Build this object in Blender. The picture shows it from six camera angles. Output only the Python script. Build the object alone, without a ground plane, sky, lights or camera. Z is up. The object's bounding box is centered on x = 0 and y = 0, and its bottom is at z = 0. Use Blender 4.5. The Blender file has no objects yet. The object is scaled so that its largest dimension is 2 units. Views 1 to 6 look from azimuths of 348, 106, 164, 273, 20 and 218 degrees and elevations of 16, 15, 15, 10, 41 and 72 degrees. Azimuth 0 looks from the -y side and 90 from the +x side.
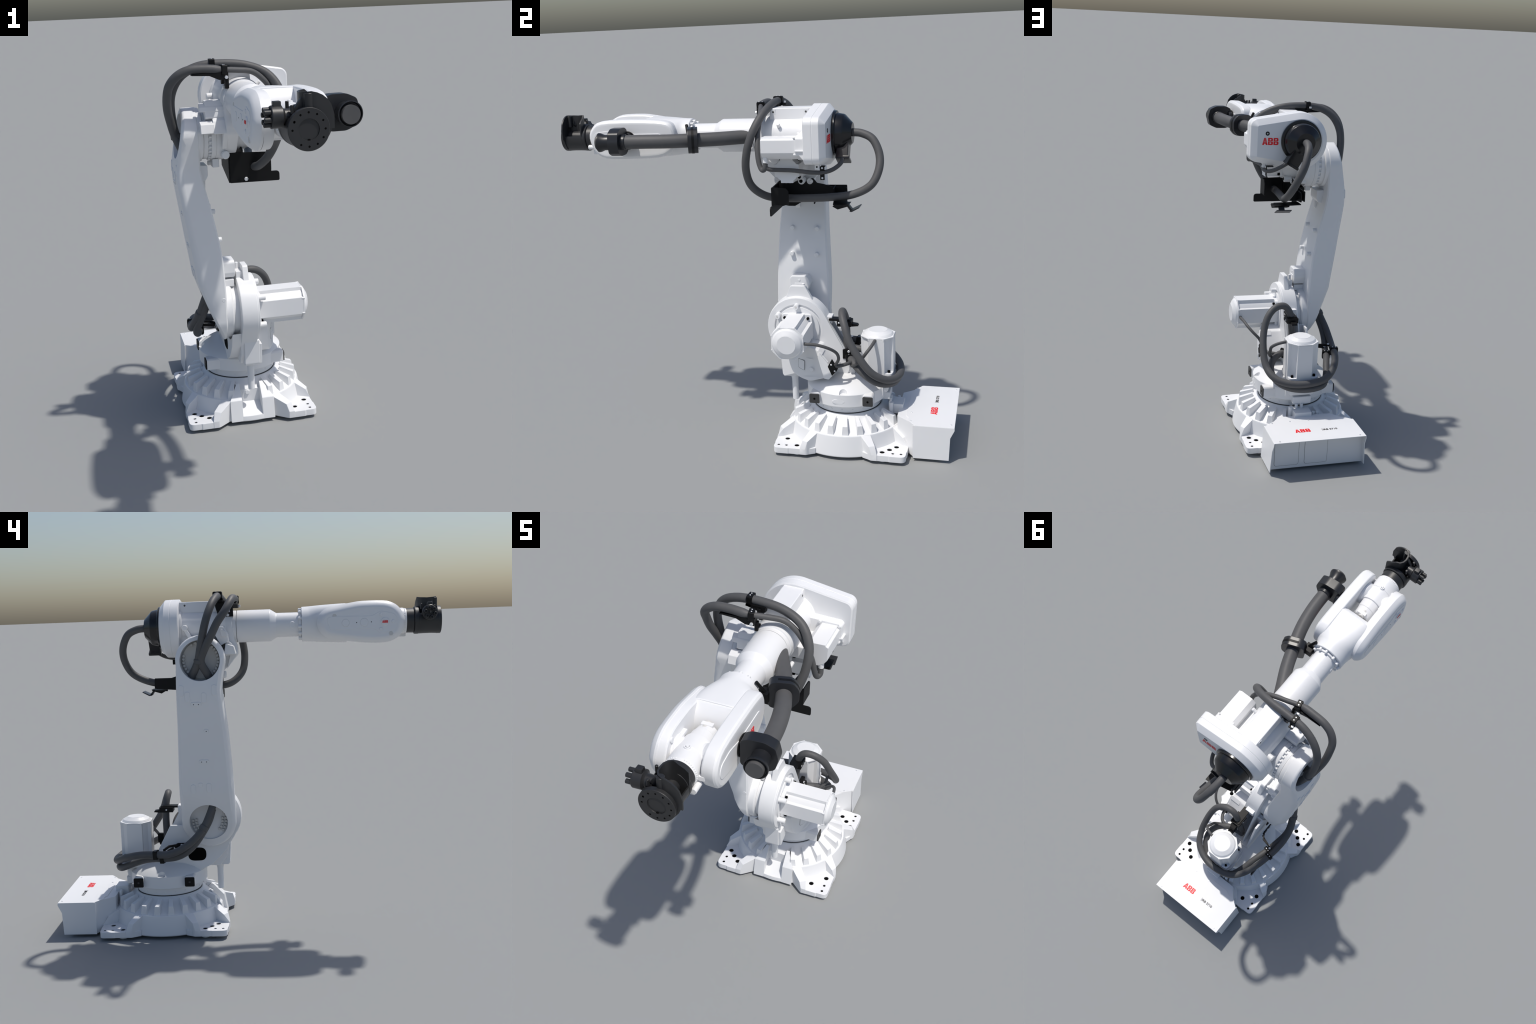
import bpy, bmesh, math, random
from mathutils import Vector, Matrix
random.seed(7)

# ------------------------------------------------------------------ frame
X0 = 0.014            # symmetry plane of base and upper arm
YB = 0.444            # base axis (axis 1) in y
A2 = (0.201, 0.580)   # axis 2 (y, z): shoulder, runs along x
A3 = (0.197, 1.405)   # axis 3 (y, z): elbow, runs along x
ZU = 1.558            # height of the upper-arm axis, runs along y

# ------------------------------------------------------------------ materials
def material(name, col, rough=0.45, spec=0.5, metal=0.0, var=0.03, scale=14.0, bump=0.0, coat=0.0):
    m = bpy.data.materials.new(name); m.use_nodes = True
    nt = m.node_tree; b = nt.nodes["Principled BSDF"]
    tc = nt.nodes.new("ShaderNodeTexCoord")
    nz = nt.nodes.new("ShaderNodeTexNoise"); nz.inputs["Scale"].default_value = scale; nz.inputs["Detail"].default_value = 4
    cr = nt.nodes.new("ShaderNodeValToRGB")
    lo = [c * (1 - var) for c in col]; hi = [min(1, c * (1 + var)) for c in col]
    cr.color_ramp.elements[0].position = 0.3; cr.color_ramp.elements[0].color = (*lo, 1)
    cr.color_ramp.elements[1].position = 0.7; cr.color_ramp.elements[1].color = (*hi, 1)
    nt.links.new(tc.outputs["Object"], nz.inputs["Vector"])
    nt.links.new(nz.outputs["Fac"], cr.inputs["Fac"])
    nt.links.new(cr.outputs["Color"], b.inputs["Base Color"])
    if bump:
        n2 = nt.nodes.new("ShaderNodeTexNoise"); n2.inputs["Scale"].default_value = 420; n2.inputs["Detail"].default_value = 3
        bp = nt.nodes.new("ShaderNodeBump"); bp.inputs["Strength"].default_value = bump; bp.inputs["Distance"].default_value = 0.001
        nt.links.new(tc.outputs["Object"], n2.inputs["Vector"]); nt.links.new(n2.outputs["Fac"], bp.inputs["Height"])
        nt.links.new(bp.outputs["Normal"], b.inputs["Normal"])
    b.inputs["Roughness"].default_value = rough
    b.inputs["Specular IOR Level"].default_value = spec
    b.inputs["Metallic"].default_value = metal
    b.inputs["Coat Weight"].default_value = coat
    return m

WHITE = material("white_paint", (0.785, 0.79, 0.80), 0.40, 0.5, var=0.008, scale=5, bump=0.03)
GREYP = material("pale_grey_metal", (0.62, 0.61, 0.59), 0.45, 0.4, var=0.03)
HOSE = material("grey_rubber_hose", (0.088, 0.088, 0.09), 0.55, 0.35, var=0.04, scale=30)
BLACK = material("black_bracket_paint", (0.0055, 0.0055, 0.006), 0.5, 0.22, var=0.1)
GLOSS = material("black_gloss_cover", (0.006, 0.0065, 0.008), 0.22, 0.5, var=0.08)
DARK = material("dark_graphite_casting", (0.021, 0.0215, 0.023), 0.42, 0.5, var=0.08, bump=0.06)
CLAMP = material("charcoal_plastic", (0.016, 0.017, 0.02), 0.36, 0.45, var=0.08)
VOID = material("dark_hole", (0.002, 0.002, 0.002), 0.9, 0.1, var=0.1)  # near-black colour gives shallow discs and plates the darkness of deep holes
PADM = material("grey_rubber_pad", (0.05, 0.05, 0.05), 0.55, 0.3, var=0.08)
STEEL = material("zinc_steel", (0.72, 0.73, 0.75), 0.3, 0.5, 0.35, var=0.04)
RED = material("red_lettering", (0.80, 0.012, 0.018), 0.45, 0.4, var=0.03)
INK = material("black_lettering", (0.01, 0.01, 0.01), 0.5, 0.3, var=0.1)
GROOVE = material("dark_gap_grey", (0.09, 0.09, 0.09), 0.6, 0.2, var=0.1)  # dark grey for the groove ring, seams and gap lines

# ------------------------------------------------------------------ object tools
COL = bpy.context.scene.collection
ROOT = bpy.data.objects.new("industrial_robot_arm", None); COL.objects.link(ROOT)
ROOT["label"] = "white six-axis factory robot arm with dark hoses"
ROOT["category"] = "industrial robot"

def finish(bm, name, mat, parent, ang=32, bevel=0.0, seg=2):
    bmesh.ops.remove_doubles(bm, verts=bm.verts, dist=1e-6)
    bmesh.ops.recalc_face_normals(bm, faces=bm.faces)
    if bevel > 0:
        ed = [e for e in bm.edges if len(e.link_faces) == 2 and e.calc_face_angle(0) > math.radians(28)]
        if ed:
            bmesh.ops.bevel(bm, geom=ed, offset=bevel, segments=seg, profile=0.5, affect='EDGES', clamp_overlap=True)
        bmesh.ops.recalc_face_normals(bm, faces=bm.faces)
    lim = math.radians(ang)
    for f in bm.faces: f.smooth = True
    for e in bm.edges:
        e.smooth = not (len(e.link_faces) == 2 and e.calc_face_angle(0) > lim)
    me = bpy.data.meshes.new(name); bm.to_mesh(me); bm.free()
    me.materials.append(mat)
    ob = bpy.data.objects.new(name, me); COL.objects.link(ob)
    ob.parent = parent or ROOT
    weighted(ob)
    return ob

def weighted(ob):
    m = ob.modifiers.new("normals", 'WEIGHTED_NORMAL'); m.mode = 'FACE_AREA'; m.weight = 50; m.keep_sharp = True

def V(ax, a, b, h):
    """2d point (a,b) at height h along axis"""
    return {'x': Vector((h, a, b)), 'y': Vector((a, h, b)), 'z': Vector((a, b, h))}[ax]

def rounded(poly, r):
    """round corners of polygon; r number or list"""
    n = len(poly); out = []
    for i, p in enumerate(poly):
        ri = r[i] if isinstance(r, (list, tuple)) else r
        p = Vector(p); a = Vector(poly[i-1]) - p; b = Vector(poly[(i+1) % n]) - p
        if ri <= 0: out.append(tuple(p)); continue
        t = min(ri, a.length * .49, b.length * .49); k = max(3, int(6))
        s = p + a.normalized() * t; e = p + b.normalized() * t
        for j in range(k + 1):
            u = j / k; out.append(tuple(s * (1-u)**2 + p * 2*u*(1-u) + e * u*u))
    return out

def circle(c, r, n=48, a0=0, a1=360, end=False):
    m = n if not end else n - 1
    return [(c[0] + r*math.cos(math.radians(a0+(a1-a0)*i/m)), c[1] + r*math.sin(math.radians(a0+(a1-a0)*i/m))) for i in range(n)]

def add_prism(bm, ax, poly, h0, h1, poly1=None):
    p1 = poly1 or poly
    a = [bm.verts.new(V(ax, x, y, h0)) for x, y in poly]
    b = [bm.verts.new(V(ax, x, y, h1)) for x, y in p1]
    n = len(poly)
    for i in range(n): bm.faces.new((a[i], a[(i+1) % n], b[(i+1) % n], b[i]))
    bm.faces.new(a[::-1]); bm.faces.new(b)

def prism(name, ax, poly, h0, h1, mat=WHITE, parent=None, bevel=0.002, poly1=None, seg=2, ang=32):
    bm = bmesh.new(); add_prism(bm, ax, poly, h0, h1, poly1)
    return finish(bm, name, mat, parent, ang, bevel, seg)

def box(name, lo, hi, mat=WHITE, parent=None, bevel=0.002, seg=2):
    return prism(name, 'z', [(lo[0], lo[1]), (hi[0], lo[1]), (hi[0], hi[1]), (lo[0], hi[1])], lo[2], hi[2], mat, parent, bevel, seg=seg)

def add_hexa(bm, p):
    v = [bm.verts.new(q) for q in p]
    for f in ((0,3,2,1),(4,5,6,7),(0,1,5,4),(1,2,6,5),(2,3,7,6),(3,0,4,7)): bm.faces.new([v[i] for i in f])

def add_revolve(bm, ax, c, prof, n=64):
    """prof: list of (h, r) from one end to other. c = centre in the 2d plane"""
    rings = []
    for h, r in prof:
        if r < 1e-6: rings.append([bm.verts.new(V(ax, c[0], c[1], h))])
        else: rings.append([bm.verts.new(V(ax, c[0]+r*math.cos(2*math.pi*i/n), c[1]+r*math.sin(2*math.pi*i/n), h)) for i in range(n)])
    for A, B in zip(rings[:-1], rings[1:]):
        for i in range(n):
            j = (i+1) % n
            if len(A) == 1 and len(B) == 1: continue
            if len(A) == 1: bm.faces.new((A[0], B[j], B[i]))
            elif len(B) == 1: bm.faces.new((A[i], A[j], B[0]))
            else: bm.faces.new((A[i], A[j], B[j], B[i]))
    if len(rings[0]) > 1: bm.faces.new(rings[0][::-1])
    if len(rings[-1]) > 1: bm.faces.new(rings[-1])

def revolve(name, ax, c, prof, mat=WHITE, parent=None, n=64, ang=25):
    bm = bmesh.new(); add_revolve(bm, ax, c, prof, n)
    return finish(bm, name, mat, parent, ang)

def ring(name, ax, c, r0, r1, h0, h1, mat=WHITE, parent=None, n=64, ch=0.001):
    """flat washer-like ring, closed section"""
    bm = bmesh.new()
    sec = [(h0, r0), (h0, r1-ch), (h0+ch, r1), (h1-ch, r1), (h1, r1-ch), (h1, r0)] if h1 > h0 else None
    R = [[bm.verts.new(V(ax, c[0]+r*math.cos(2*math.pi*i/n), c[1]+r*math.sin(2*math.pi*i/n), h)) for i in range(n)] for h, r in sec]
    for k in range(len(R)):
        A, B = R[k], R[(k+1) % len(R)]
        for i in range(n): bm.faces.new((A[i], A[(i+1) % n], B[(i+1) % n], B[i]))
    return finish(bm, name, mat, parent, 30)

def cyl(name, ax, c, r, h0, h1, mat=WHITE, parent=None, n=32, ch=0.0015):
    if h1 < h0: h0, h1 = h1, h0
    ch = min(ch, r*.4, (h1-h0)*.4)
    return revolve(name, ax, c, [(h0, r-ch), (h0+ch, r), (h1-ch, r), (h1, r-ch)], mat, parent, n)

def cut(ob, *cutters):
    """boolean difference, applied; cutters removed"""
    ob.modifiers.clear()
    for c in cutters:
        c.modifiers.clear()
        m = ob.modifiers.new("cut", 'BOOLEAN'); m.object = c; m.operation = 'DIFFERENCE'; m.solver = 'EXACT'
    apply_mods(ob)
    for c in cutters:
        me = c.data; bpy.data.objects.remove(c); bpy.data.meshes.remove(me)
    return ob

def apply_mods(ob, ang=32):
    bpy.context.view_layer.update()
    dg = bpy.context.evaluated_depsgraph_get()
    me = bpy.data.meshes.new_from_object(ob.evaluated_get(dg))
    ob.modifiers.clear(); old = ob.data; nm = old.name; ob.data = me; bpy.data.meshes.remove(old); me.name = nm
    bm = bmesh.new(); bm.from_mesh(me)
    lim = math.radians(ang)
    for f in bm.faces: f.smooth = True
    for e in bm.edges: e.smooth = not (len(e.link_faces) == 2 and e.calc_face_angle(0) > lim)
    bm.to_mesh(me); bm.free()
    weighted(ob)

def catmull(P, n=10):
    P = [Vector(p) for p in P]; Q = [2*P[0]-P[1]] + P + [2*P[-1]-P[-2]]; out = []
    for i in range(1, len(Q)-2):
        a, b, c, d = Q[i-1:i+3]
        for k in range(n):
            t = k/n
            out.append(.5*(2*b+(c-a)*t+(2*a-5*b+4*c-d)*t*t+(3*b-a-3*c+d)*t**3))
    out.append(P[-1]); return out

def smooth_path(P, it=2):
    P = [Vector(p) for p in P]
    for _ in range(it):
        P = [P[0]] + [P[i-1]*.2 + P[i]*.6 + P[i+1]*.2 for i in range(1, len(P)-1)] + [P[-1]]
    return P

def tube(name, pts, r, mat=HOSE, parent=None, n=18, sub=8, relax=0):
    C = catmull(smooth_path(pts, relax), sub)
    rad = r if callable(r) else (lambda t: r)
    bm = bmesh.new(); T = []
    for i in range(len(C)):
        T.append((C[min(i+1, len(C)-1)] - C[max(i-1, 0)]).normalized())
    u = T[0].orthogonal().normalized(); rings = []
    for i, p in enumerate(C):
        u = (u - T[i]*u.dot(T[i])).normalized(); w = T[i].cross(u)
        R = rad(i/(len(C)-1))
        rings.append([bm.verts.new(p + (u*math.cos(2*math.pi*k/n) + w*math.sin(2*math.pi*k/n))*R) for k in range(n)])
    for A, B in zip(rings[:-1], rings[1:]):
        for k in range(n): bm.faces.new((A[k], A[(k+1) % n], B[(k+1) % n], B[k]))
    bm.faces.new(rings[0][::-1]); bm.faces.new(rings[-1])
    return finish(bm, name, mat, parent, 50)

def path_frame(pts, at, relax=0):
    """point and tangent on hose path nearest to at"""
    C = catmull(smooth_path(pts, relax), 10); at = Vector(at)
    i = min(range(1, len(C)-1), key=lambda k: (C[k]-at).length)
    return C[i], (C[i+1]-C[i-1]).normalized()

def place(ob, p, t, up=(0, 0, 1)):
    """orient ob so that its local z runs along t"""
    z = Vector(t).normalized(); x = Vector(up).cross(z)
    if x.length < .05: x = Vector((1, 0, 0)).cross(z)
    x.normalize(); y = z.cross(x)
    ob.matrix_local = Matrix.Translation(p) @ Matrix((x, y, z)).transposed().to_4x4()
    return ob

def copies(src, name, mats, parent=None):
    """repeat a part, sharing its mesh; src takes the first place"""
    src.matrix_local = mats[0]; out = [src]
    for m in mats[1:]:
        o = src.copy(); o.name = name; COL.objects.link(o); o.matrix_local = m; out.append(o)
    return out

ROTX = Matrix.Rotation(math.radians(90), 4, 'Y')      # local z -> +x
ROTY = Matrix.Rotation(math.radians(-90), 4, 'X')     # local z -> +y
def at(x, y, z, rot=None):
    m = Matrix.Translation((x, y, z))
    return m @ rot if rot is not None else m

def bolt_heads(name, r, h, places, mat=WHITE, parent=None, hexa=False):
    b = cyl(name, 'z', (0, 0), r, 0, h, mat, parent, n=6 if hexa else 20, ch=r*.18)
    return copies(b, name, places)

# letters of the red mark: each built from four blocks split by fine gaps
def block_letters(name, word, w, h, mat, parent, depth=0.0012):
    """returns object: lettering in its local xy plane, lower left at origin; heavy strokes"""
    bm = bmesh.new(); x = 0.0; lw = w/len(word)*0.97; g = h*.035
    for ch in word:
        if ch == 'A':
            s = lw*.33
            for side in (0, 1):
                m = (lambda px: x+px) if side == 0 else (lambda px: x+lw-px)
                add_prism(bm, 'z', [(m(0), 0), (m(s), 0), (m(s+lw*.035), h*.17), (m(lw*.5-g*.5), h*.17), (m(lw*.5-g*.5), h*.42-g*.5), (m(lw*.14), h*.42-g*.5)], 0, depth)
                add_prism(bm, 'z', [(m(lw*.155), h*.42+g*.5), (m(lw*.44), h*.42+g*.5), (m(lw*.5-g*.5), h*.66), (m(lw*.5-g*.5), h), (m(lw*.34), h)], 0, depth)
        else:
            add_prism(bm, 'z', [(x+lw*.04, 0), (x+lw*.48, 0), (x+lw*.48, h*.16), (x+lw*.34, h*.16), (x+lw*.34, h*.5-g*.5), (x+lw*.04, h*.5-g*.5)], 0, depth)
            add_prism(bm, 'z', [(x+lw*.04, h*.5+g*.5), (x+lw*.34, h*.5+g*.5), (x+lw*.34, h*.84), (x+lw*.48, h*.84), (x+lw*.48, h), (x+lw*.04, h)], 0, depth)
            o = [(.48+g, 0), (.80, 0), (.95, .10), (.97, .24), (.95, .40), (.88, .475), (.36, .475), (.36, .36), (.60, .36), (.66, .26), (.60, .17), (.48+g, .17)]
            add_prism(bm, 'z', [(x+lw*a, h*b) for a, b in o], 0, depth)
            o = [(.36, .525), (.86, .525), (.92, .62), (.94, .76), (.91, .90), (.78, 1), (.48+g, 1), (.48+g, .84), (.58, .84), (.64, .75), (.58, .65), (.36, .65)]
            add_prism(bm, 'z', [(x+lw*a, h*b) for a, b in o], 0, depth)
        x += w/len(word)
    return finish(bm, name, mat, parent)

def basis(o, ex, ey, p):
    ex = Vector(ex).normalized(); ey = Vector(ey).normalized(); ez = ex.cross(ey)
    o.matrix_local = Matrix.Translation(p) @ Matrix((ex, ey, ez)).transposed().to_4x4()

# ================================================================== BASE
def build_base():
    bm = bmesh.new()
    add_revolve(bm, 'z', (X0, YB), [(.014, 0), (.014, .303), (.019, .307), (.028, .306), (.113, .2895), (.118, .286), (.1190, .279), (.1195, .2765),
        (.138, .2460), (.160, .2120), (.174, .194), (.1835, .184), (.1865, .178), (.186, .173), (.180, .1695), (.168, .169), (.168, 0)], 96)
    base = finish(bm, "base", WHITE, None, 25)
    slot = prism("cutter", 'x', [(.08, .038), (.150, .040), (.217, .085), (.214, .26), (.08, .26)], X0-.050, X0+.050, bevel=0)
    cut(base, slot)
    for s in (-1, 1):      # cheeks beside the front slot
        a, b = X0+s*.0485, X0+s*.108
        ck = prism("slot_cheek", 'x', [(.1405, .016), (.1585, .1185), (.2125, .1765), (.2215, .1825), (.26, .15), (.25, .016)], min(a, b), max(a, b), parent=base, bevel=.003)
        for v in ck.data.vertices:      # narrow toward the drum
            if v.co.y > .165 and abs(v.co.x-X0) > .09: v.co.x = X0 + s*(.106 - .040*min(1, (v.co.y-.165)/.05))
    revolve("slot_plug", 'y', (X0-.012, .135), [(.209, 0), (.209, .010), (.213, .012), (.222, .012)], parent=base, n=24)
    # radial ribs
    bm = bmesh.new()
    add_hexa(bm, [(.2795, -.0172, .114), (.2795, .0172, .114), (.195, .011, .15), (.195, -.011, .15),
                  (.2745, -.0122, .1635), (.2745, .0122, .1635), (.204, .0078, .1865), (.204, -.0078, .1865)])
    rib = finish(bm, "rib", WHITE, base, 30, .0011)
    ms = []
    for s in (-1, 1):
        for k in range(10):
            ms.append(at(X0, YB, 0) @ Matrix.Rotation(math.radians(-90+s*(20.6+15.2*k)), 4, 'Z'))
    copies(rib, "rib", ms)
    # feet
    holes3 = [(.212, -.275), (.2445, -.2445), (.275, -.2125)]; small = [(.281, -.265), (.281, -.3045)]
    for sx in (1, -1):
        for sy in (1, -1):
            f = lambda p: (X0+sx*p[0], YB+sy*p[1])
            # front right and rear left feet lack the middle hole
            holes = holes3 if (sx < 0) == (sy > 0) else [holes3[0], holes3[2]]
            out = rounded([(.10, -.282), (.118, -.284), (.172, -.331), (.252, -.331), (.257, -.328), (.313, -.328), (.313, -.252), (.311, -.247), (.311, -.163), (.287, -.115), (.24, -.14)],
                          [0, .004, .006, .002, .002, .034, .002, .002, .006, .004, 0])
            foot = prism("foot", 'z', [f(p) for p in out], .014, .0455, parent=base, bevel=.0025)
            cs = []
            for p in holes: cs.append(cyl("cutter", 'z', f(p), .0125, .0, .08, ch=0))
            for p in small: cs.append(cyl("cutter", 'z', f(p), .0072, .0, .08, ch=0))
            cut(foot, *cs)
            for p in holes + small:
                cyl("hole_shadow_disc", 'z', f(p), .0130 if p in holes else .0076, .030, .0435, VOID, foot, 20)  # black disc set high so the hole looks unlit at low angles
            for p in (holes[0], holes[-1]):
                ring("spot_face", 'z', f(p), .0165, .0185, .0450, .0462, WHITE, foot, 32, .0004)
            cyl("levelling_pad", 'z', f((.270, -.213)), .0235, 0, .016, parent=foot, ch=.004)
            # two gusset walls rising from the foot to the rim
            for st in ([((.100, -.2735), (.142, -.246), .1175), ((.160, -.324), (.190, -.302), .087), ((.172, -.3325), (.200, -.3325), .0485)],
                       [((.266, -.108), (.240, -.150), .1185), ((.308, -.152), (.294, -.180), .085), ((.3132, -.163), (.3132, -.192), .0465)]):
                bm = bmesh.new(); rows = []
                for a, b, z in st:
                    a, b = f(a), f(b)
                    rows.append([bm.verts.new((a[0], a[1], .015)), bm.verts.new((b[0], b[1], .015)), bm.verts.new((b[0], b[1], z)), bm.verts.new((a[0], a[1], z))])
                for A, B in zip(rows[:-1], rows[1:]):
                    for k in range(4): bm.faces.new((A[k], A[(k+1) % 4], B[(k+1) % 4], B[k]))
                bm.faces.new(rows[0]); bm.faces.new(rows[-1][::-1])
                finish(bm, "gusset", WHITE, foot, 30, .002)
    # rear cable port between drum and box
    box("cable_port", (X0-.035, .665, .15), (X0+.055, .735, .203), parent=base, bevel=.003)
    cyl("port_post", 'z', (X0+.062, .675), .012, .12, .215, parent=base)
    cyl("port_post", 'z', (X0+.03, .668), .008, .18, .226, parent=base)
    cyl("port_post", 'z', (X0+.002, .668), .008, .18, .226, parent=base)
    for x in (-.075, -.055): cyl("port_post", 'z', (X0+x, .70), .008, .12, .19, parent=base)
    return base

# ================================================================== CONNECTOR BOX
def build_connector_box():
    zt = .182; L, R = X0-.238, X0+.238
    plan = [(R, .944), (R, .809), (X0+.186, .770), (X0+.155, .735), (X0+.140, .715), (X0-.140, .715), (X0-.155, .735), (X0-.186, .770), (L, .809), (L, .944)]
    plan0 = [(X0+(x-X0)*1.035, y) for x, y in plan]
    b = prism("connector_box", 'z', plan0, .014, .1795, poly1=plan, bevel=.0015)
    lid = [(R, .998), (R, .809), (X0+.186, .770), (X0+.150, .770), (X0+.130, .758), (X0-.130, .758), (X0-.150, .770), (X0-.186, .770), (L, .809), (L, .998)]
    prism("lid", 'z', lid, .179, zt, parent=b, bevel=.0008)
    for s in (-1, 1):
        prof = [(.80, .0135), (.80, .180), (.998, .180), (.998, .168), (.978, .128), (.972, .0135)]
        bm = bmesh.new(); rows = []
        for dx in (0, .004):
            rows.append([bm.verts.new((X0+s*(.2385+.0095*(1-z/.182)-dx), y, z)) for y, z in prof])
        n = len(prof)
        for k in range(n): bm.faces.new((rows[0][k], rows[0][(k+1) % n], rows[1][(k+1) % n], rows[1][k]))
        bm.faces.new(rows[0]); bm.faces.new(rows[1][::-1])
        finish(bm, "side_plate", WHITE, b, 30, .0006)
    # two access panels on the rear face
    for xa, xb in ((.245, .107), (.090, -.042)):
        o = rounded([(xa-.012, .030), (xb, .030), (xb, .170), (xa-.012, .170)], .014)
        i = rounded([(xa-.0135, .0315), (xb+.0015, .0315), (xb+.0015, .1685), (xa-.0135, .1685)], .0125)
        prism("panel_gap", 'y', o, .938, .9444, GROOVE, b, bevel=0)
        prism("access_panel", 'y', i, .938, .9452, WHITE, b, bevel=0)
    sc = [(.219, .981), (-.196, .981), (.11, .780), (.011, .780), (-.187, .783), (.205, .785)]
    bolt_heads("screw", .0045, .0022, [at(x, y, zt-.0004) for x, y in sc], STEEL, b)
    t = block_letters("red_lettering", "ABB", .082, .033, RED, b)
    basis(t, (-1, 0, 0), (0, -1, 0), (.1155, .9055, zt-.0003))
    bar = box("mark_bar", (-.0258, .884, zt-.0003), (-.0246, .905, zt+.0008), INK, b, 0)
    c = bpy.data.curves.new("type_lettering", 'FONT'); c.body = "IRB 5710"; c.size = .0205; c.extrude = .0006; c.offset = .0004; c.space_character = 1.02
    tmp = bpy.data.objects.new("tmp", c); COL.objects.link(tmp); bpy.context.view_layer.update()
    me = bpy.data.meshes.new_from_object(tmp.evaluated_get(bpy.context.evaluated_depsgraph_get())); bpy.data.objects.remove(tmp)
    me.materials.clear(); me.materials.append(INK)
    o = bpy.data.objects.new("type_lettering", me); COL.objects.link(o); o.parent = b
    basis(o, (-1, 0, 0), (0, -1, 0), (-.0285, .9015, zt+.0003))

# ================================================================== MOTOR (shared shape)
def motor(name, ax, c, h0, h1, half, sgn=1, parent=None, screws=True, dome=True):
    """finned servo motor running from h0 to h1 along axis; octagonal case, domed end cap at h1"""
    k = half; f = k*.50
    q, g = k*.80, f*1.04
    oct8 = [(k, -f), (k, f), (q, g), (k*.68, k*.68), (g, q), (f, k), (-f, k), (-g, q), (-k*.68, k*.68), (-q, g), (-k, f), (-k, -f),
            (-q, -g), (-k*.68, -k*.68), (-g, -q), (-f, -k), (f, -k), (g, -q), (k*.68, -k*.68), (q, -g)]
    P = [(c[0]+a, c[1]+b) for a, b in oct8]; L = h1-h0
    capb = h1 - sgn*abs(half)*.36 if dome else h1
    m = prism(name, ax, P, min(h0, capb), max(h0, capb), parent=parent, bevel=.0012)
    if dome:
        prism("end_plate", ax, [(c[0]+a, c[1]+b) for a, b in rounded([(k, -f), (k, f), (f, k), (-f, k), (-k, f), (-k, -f), (-f, -k), (f, -k)], .006)], min(capb, capb+sgn*.006), max(capb, capb+sgn*.006), parent=m, bevel=.0015)
        revolve("end_cap", ax, c, [(capb+sgn*.004, k*.93), (capb+sgn*.006, k*.95), (capb+sgn*k*.10, k*.945), (capb+sgn*k*.20, k*.86), (h1-sgn*k*.02, k*.60), (h1-sgn*k*.018, k*.58), (h1, k*.57)], WHITE, m, 64, 16)
    if screws:
        for a, b in ((k*.97, f*.9), (k*.97, -f*.9), (-k*.97, f*.9), (-k*.97, -f*.9), (f*.9, k*.97), (-f*.9, k*.97), (f*.9, -k*.97), (-f*.9, -k*.97)):
            cyl("cap_screw", ax, (c[0]+a, c[1]+b), .0042, min(capb-sgn*.008, capb+sgn*.007), max(capb-sgn*.008, capb+sgn*.007), WHITE, m, 12)
    # mounting flange with dark corner bolts
    w = k*.98; fl = h0+sgn*k*.22
    sq = rounded([(c[0]-w, c[1]-w), (c[0]+w, c[1]-w), (c[0]+w, c[1]+w), (c[0]-w, c[1]+w)], k*.28)
    prism("motor_flange", ax, sq, min(h0, fl), max(h0, fl), parent=m, bevel=.003)
    for a in (-1, 1):
        for b in (-1, 1):
            q = k*.745
            cyl("flange_bolt", ax, (c[0]+a*q, c[1]+b*q), .0068, min(fl, fl+sgn*.012), max(fl, fl+sgn*.012), VOID, m, 16)
    return m

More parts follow.
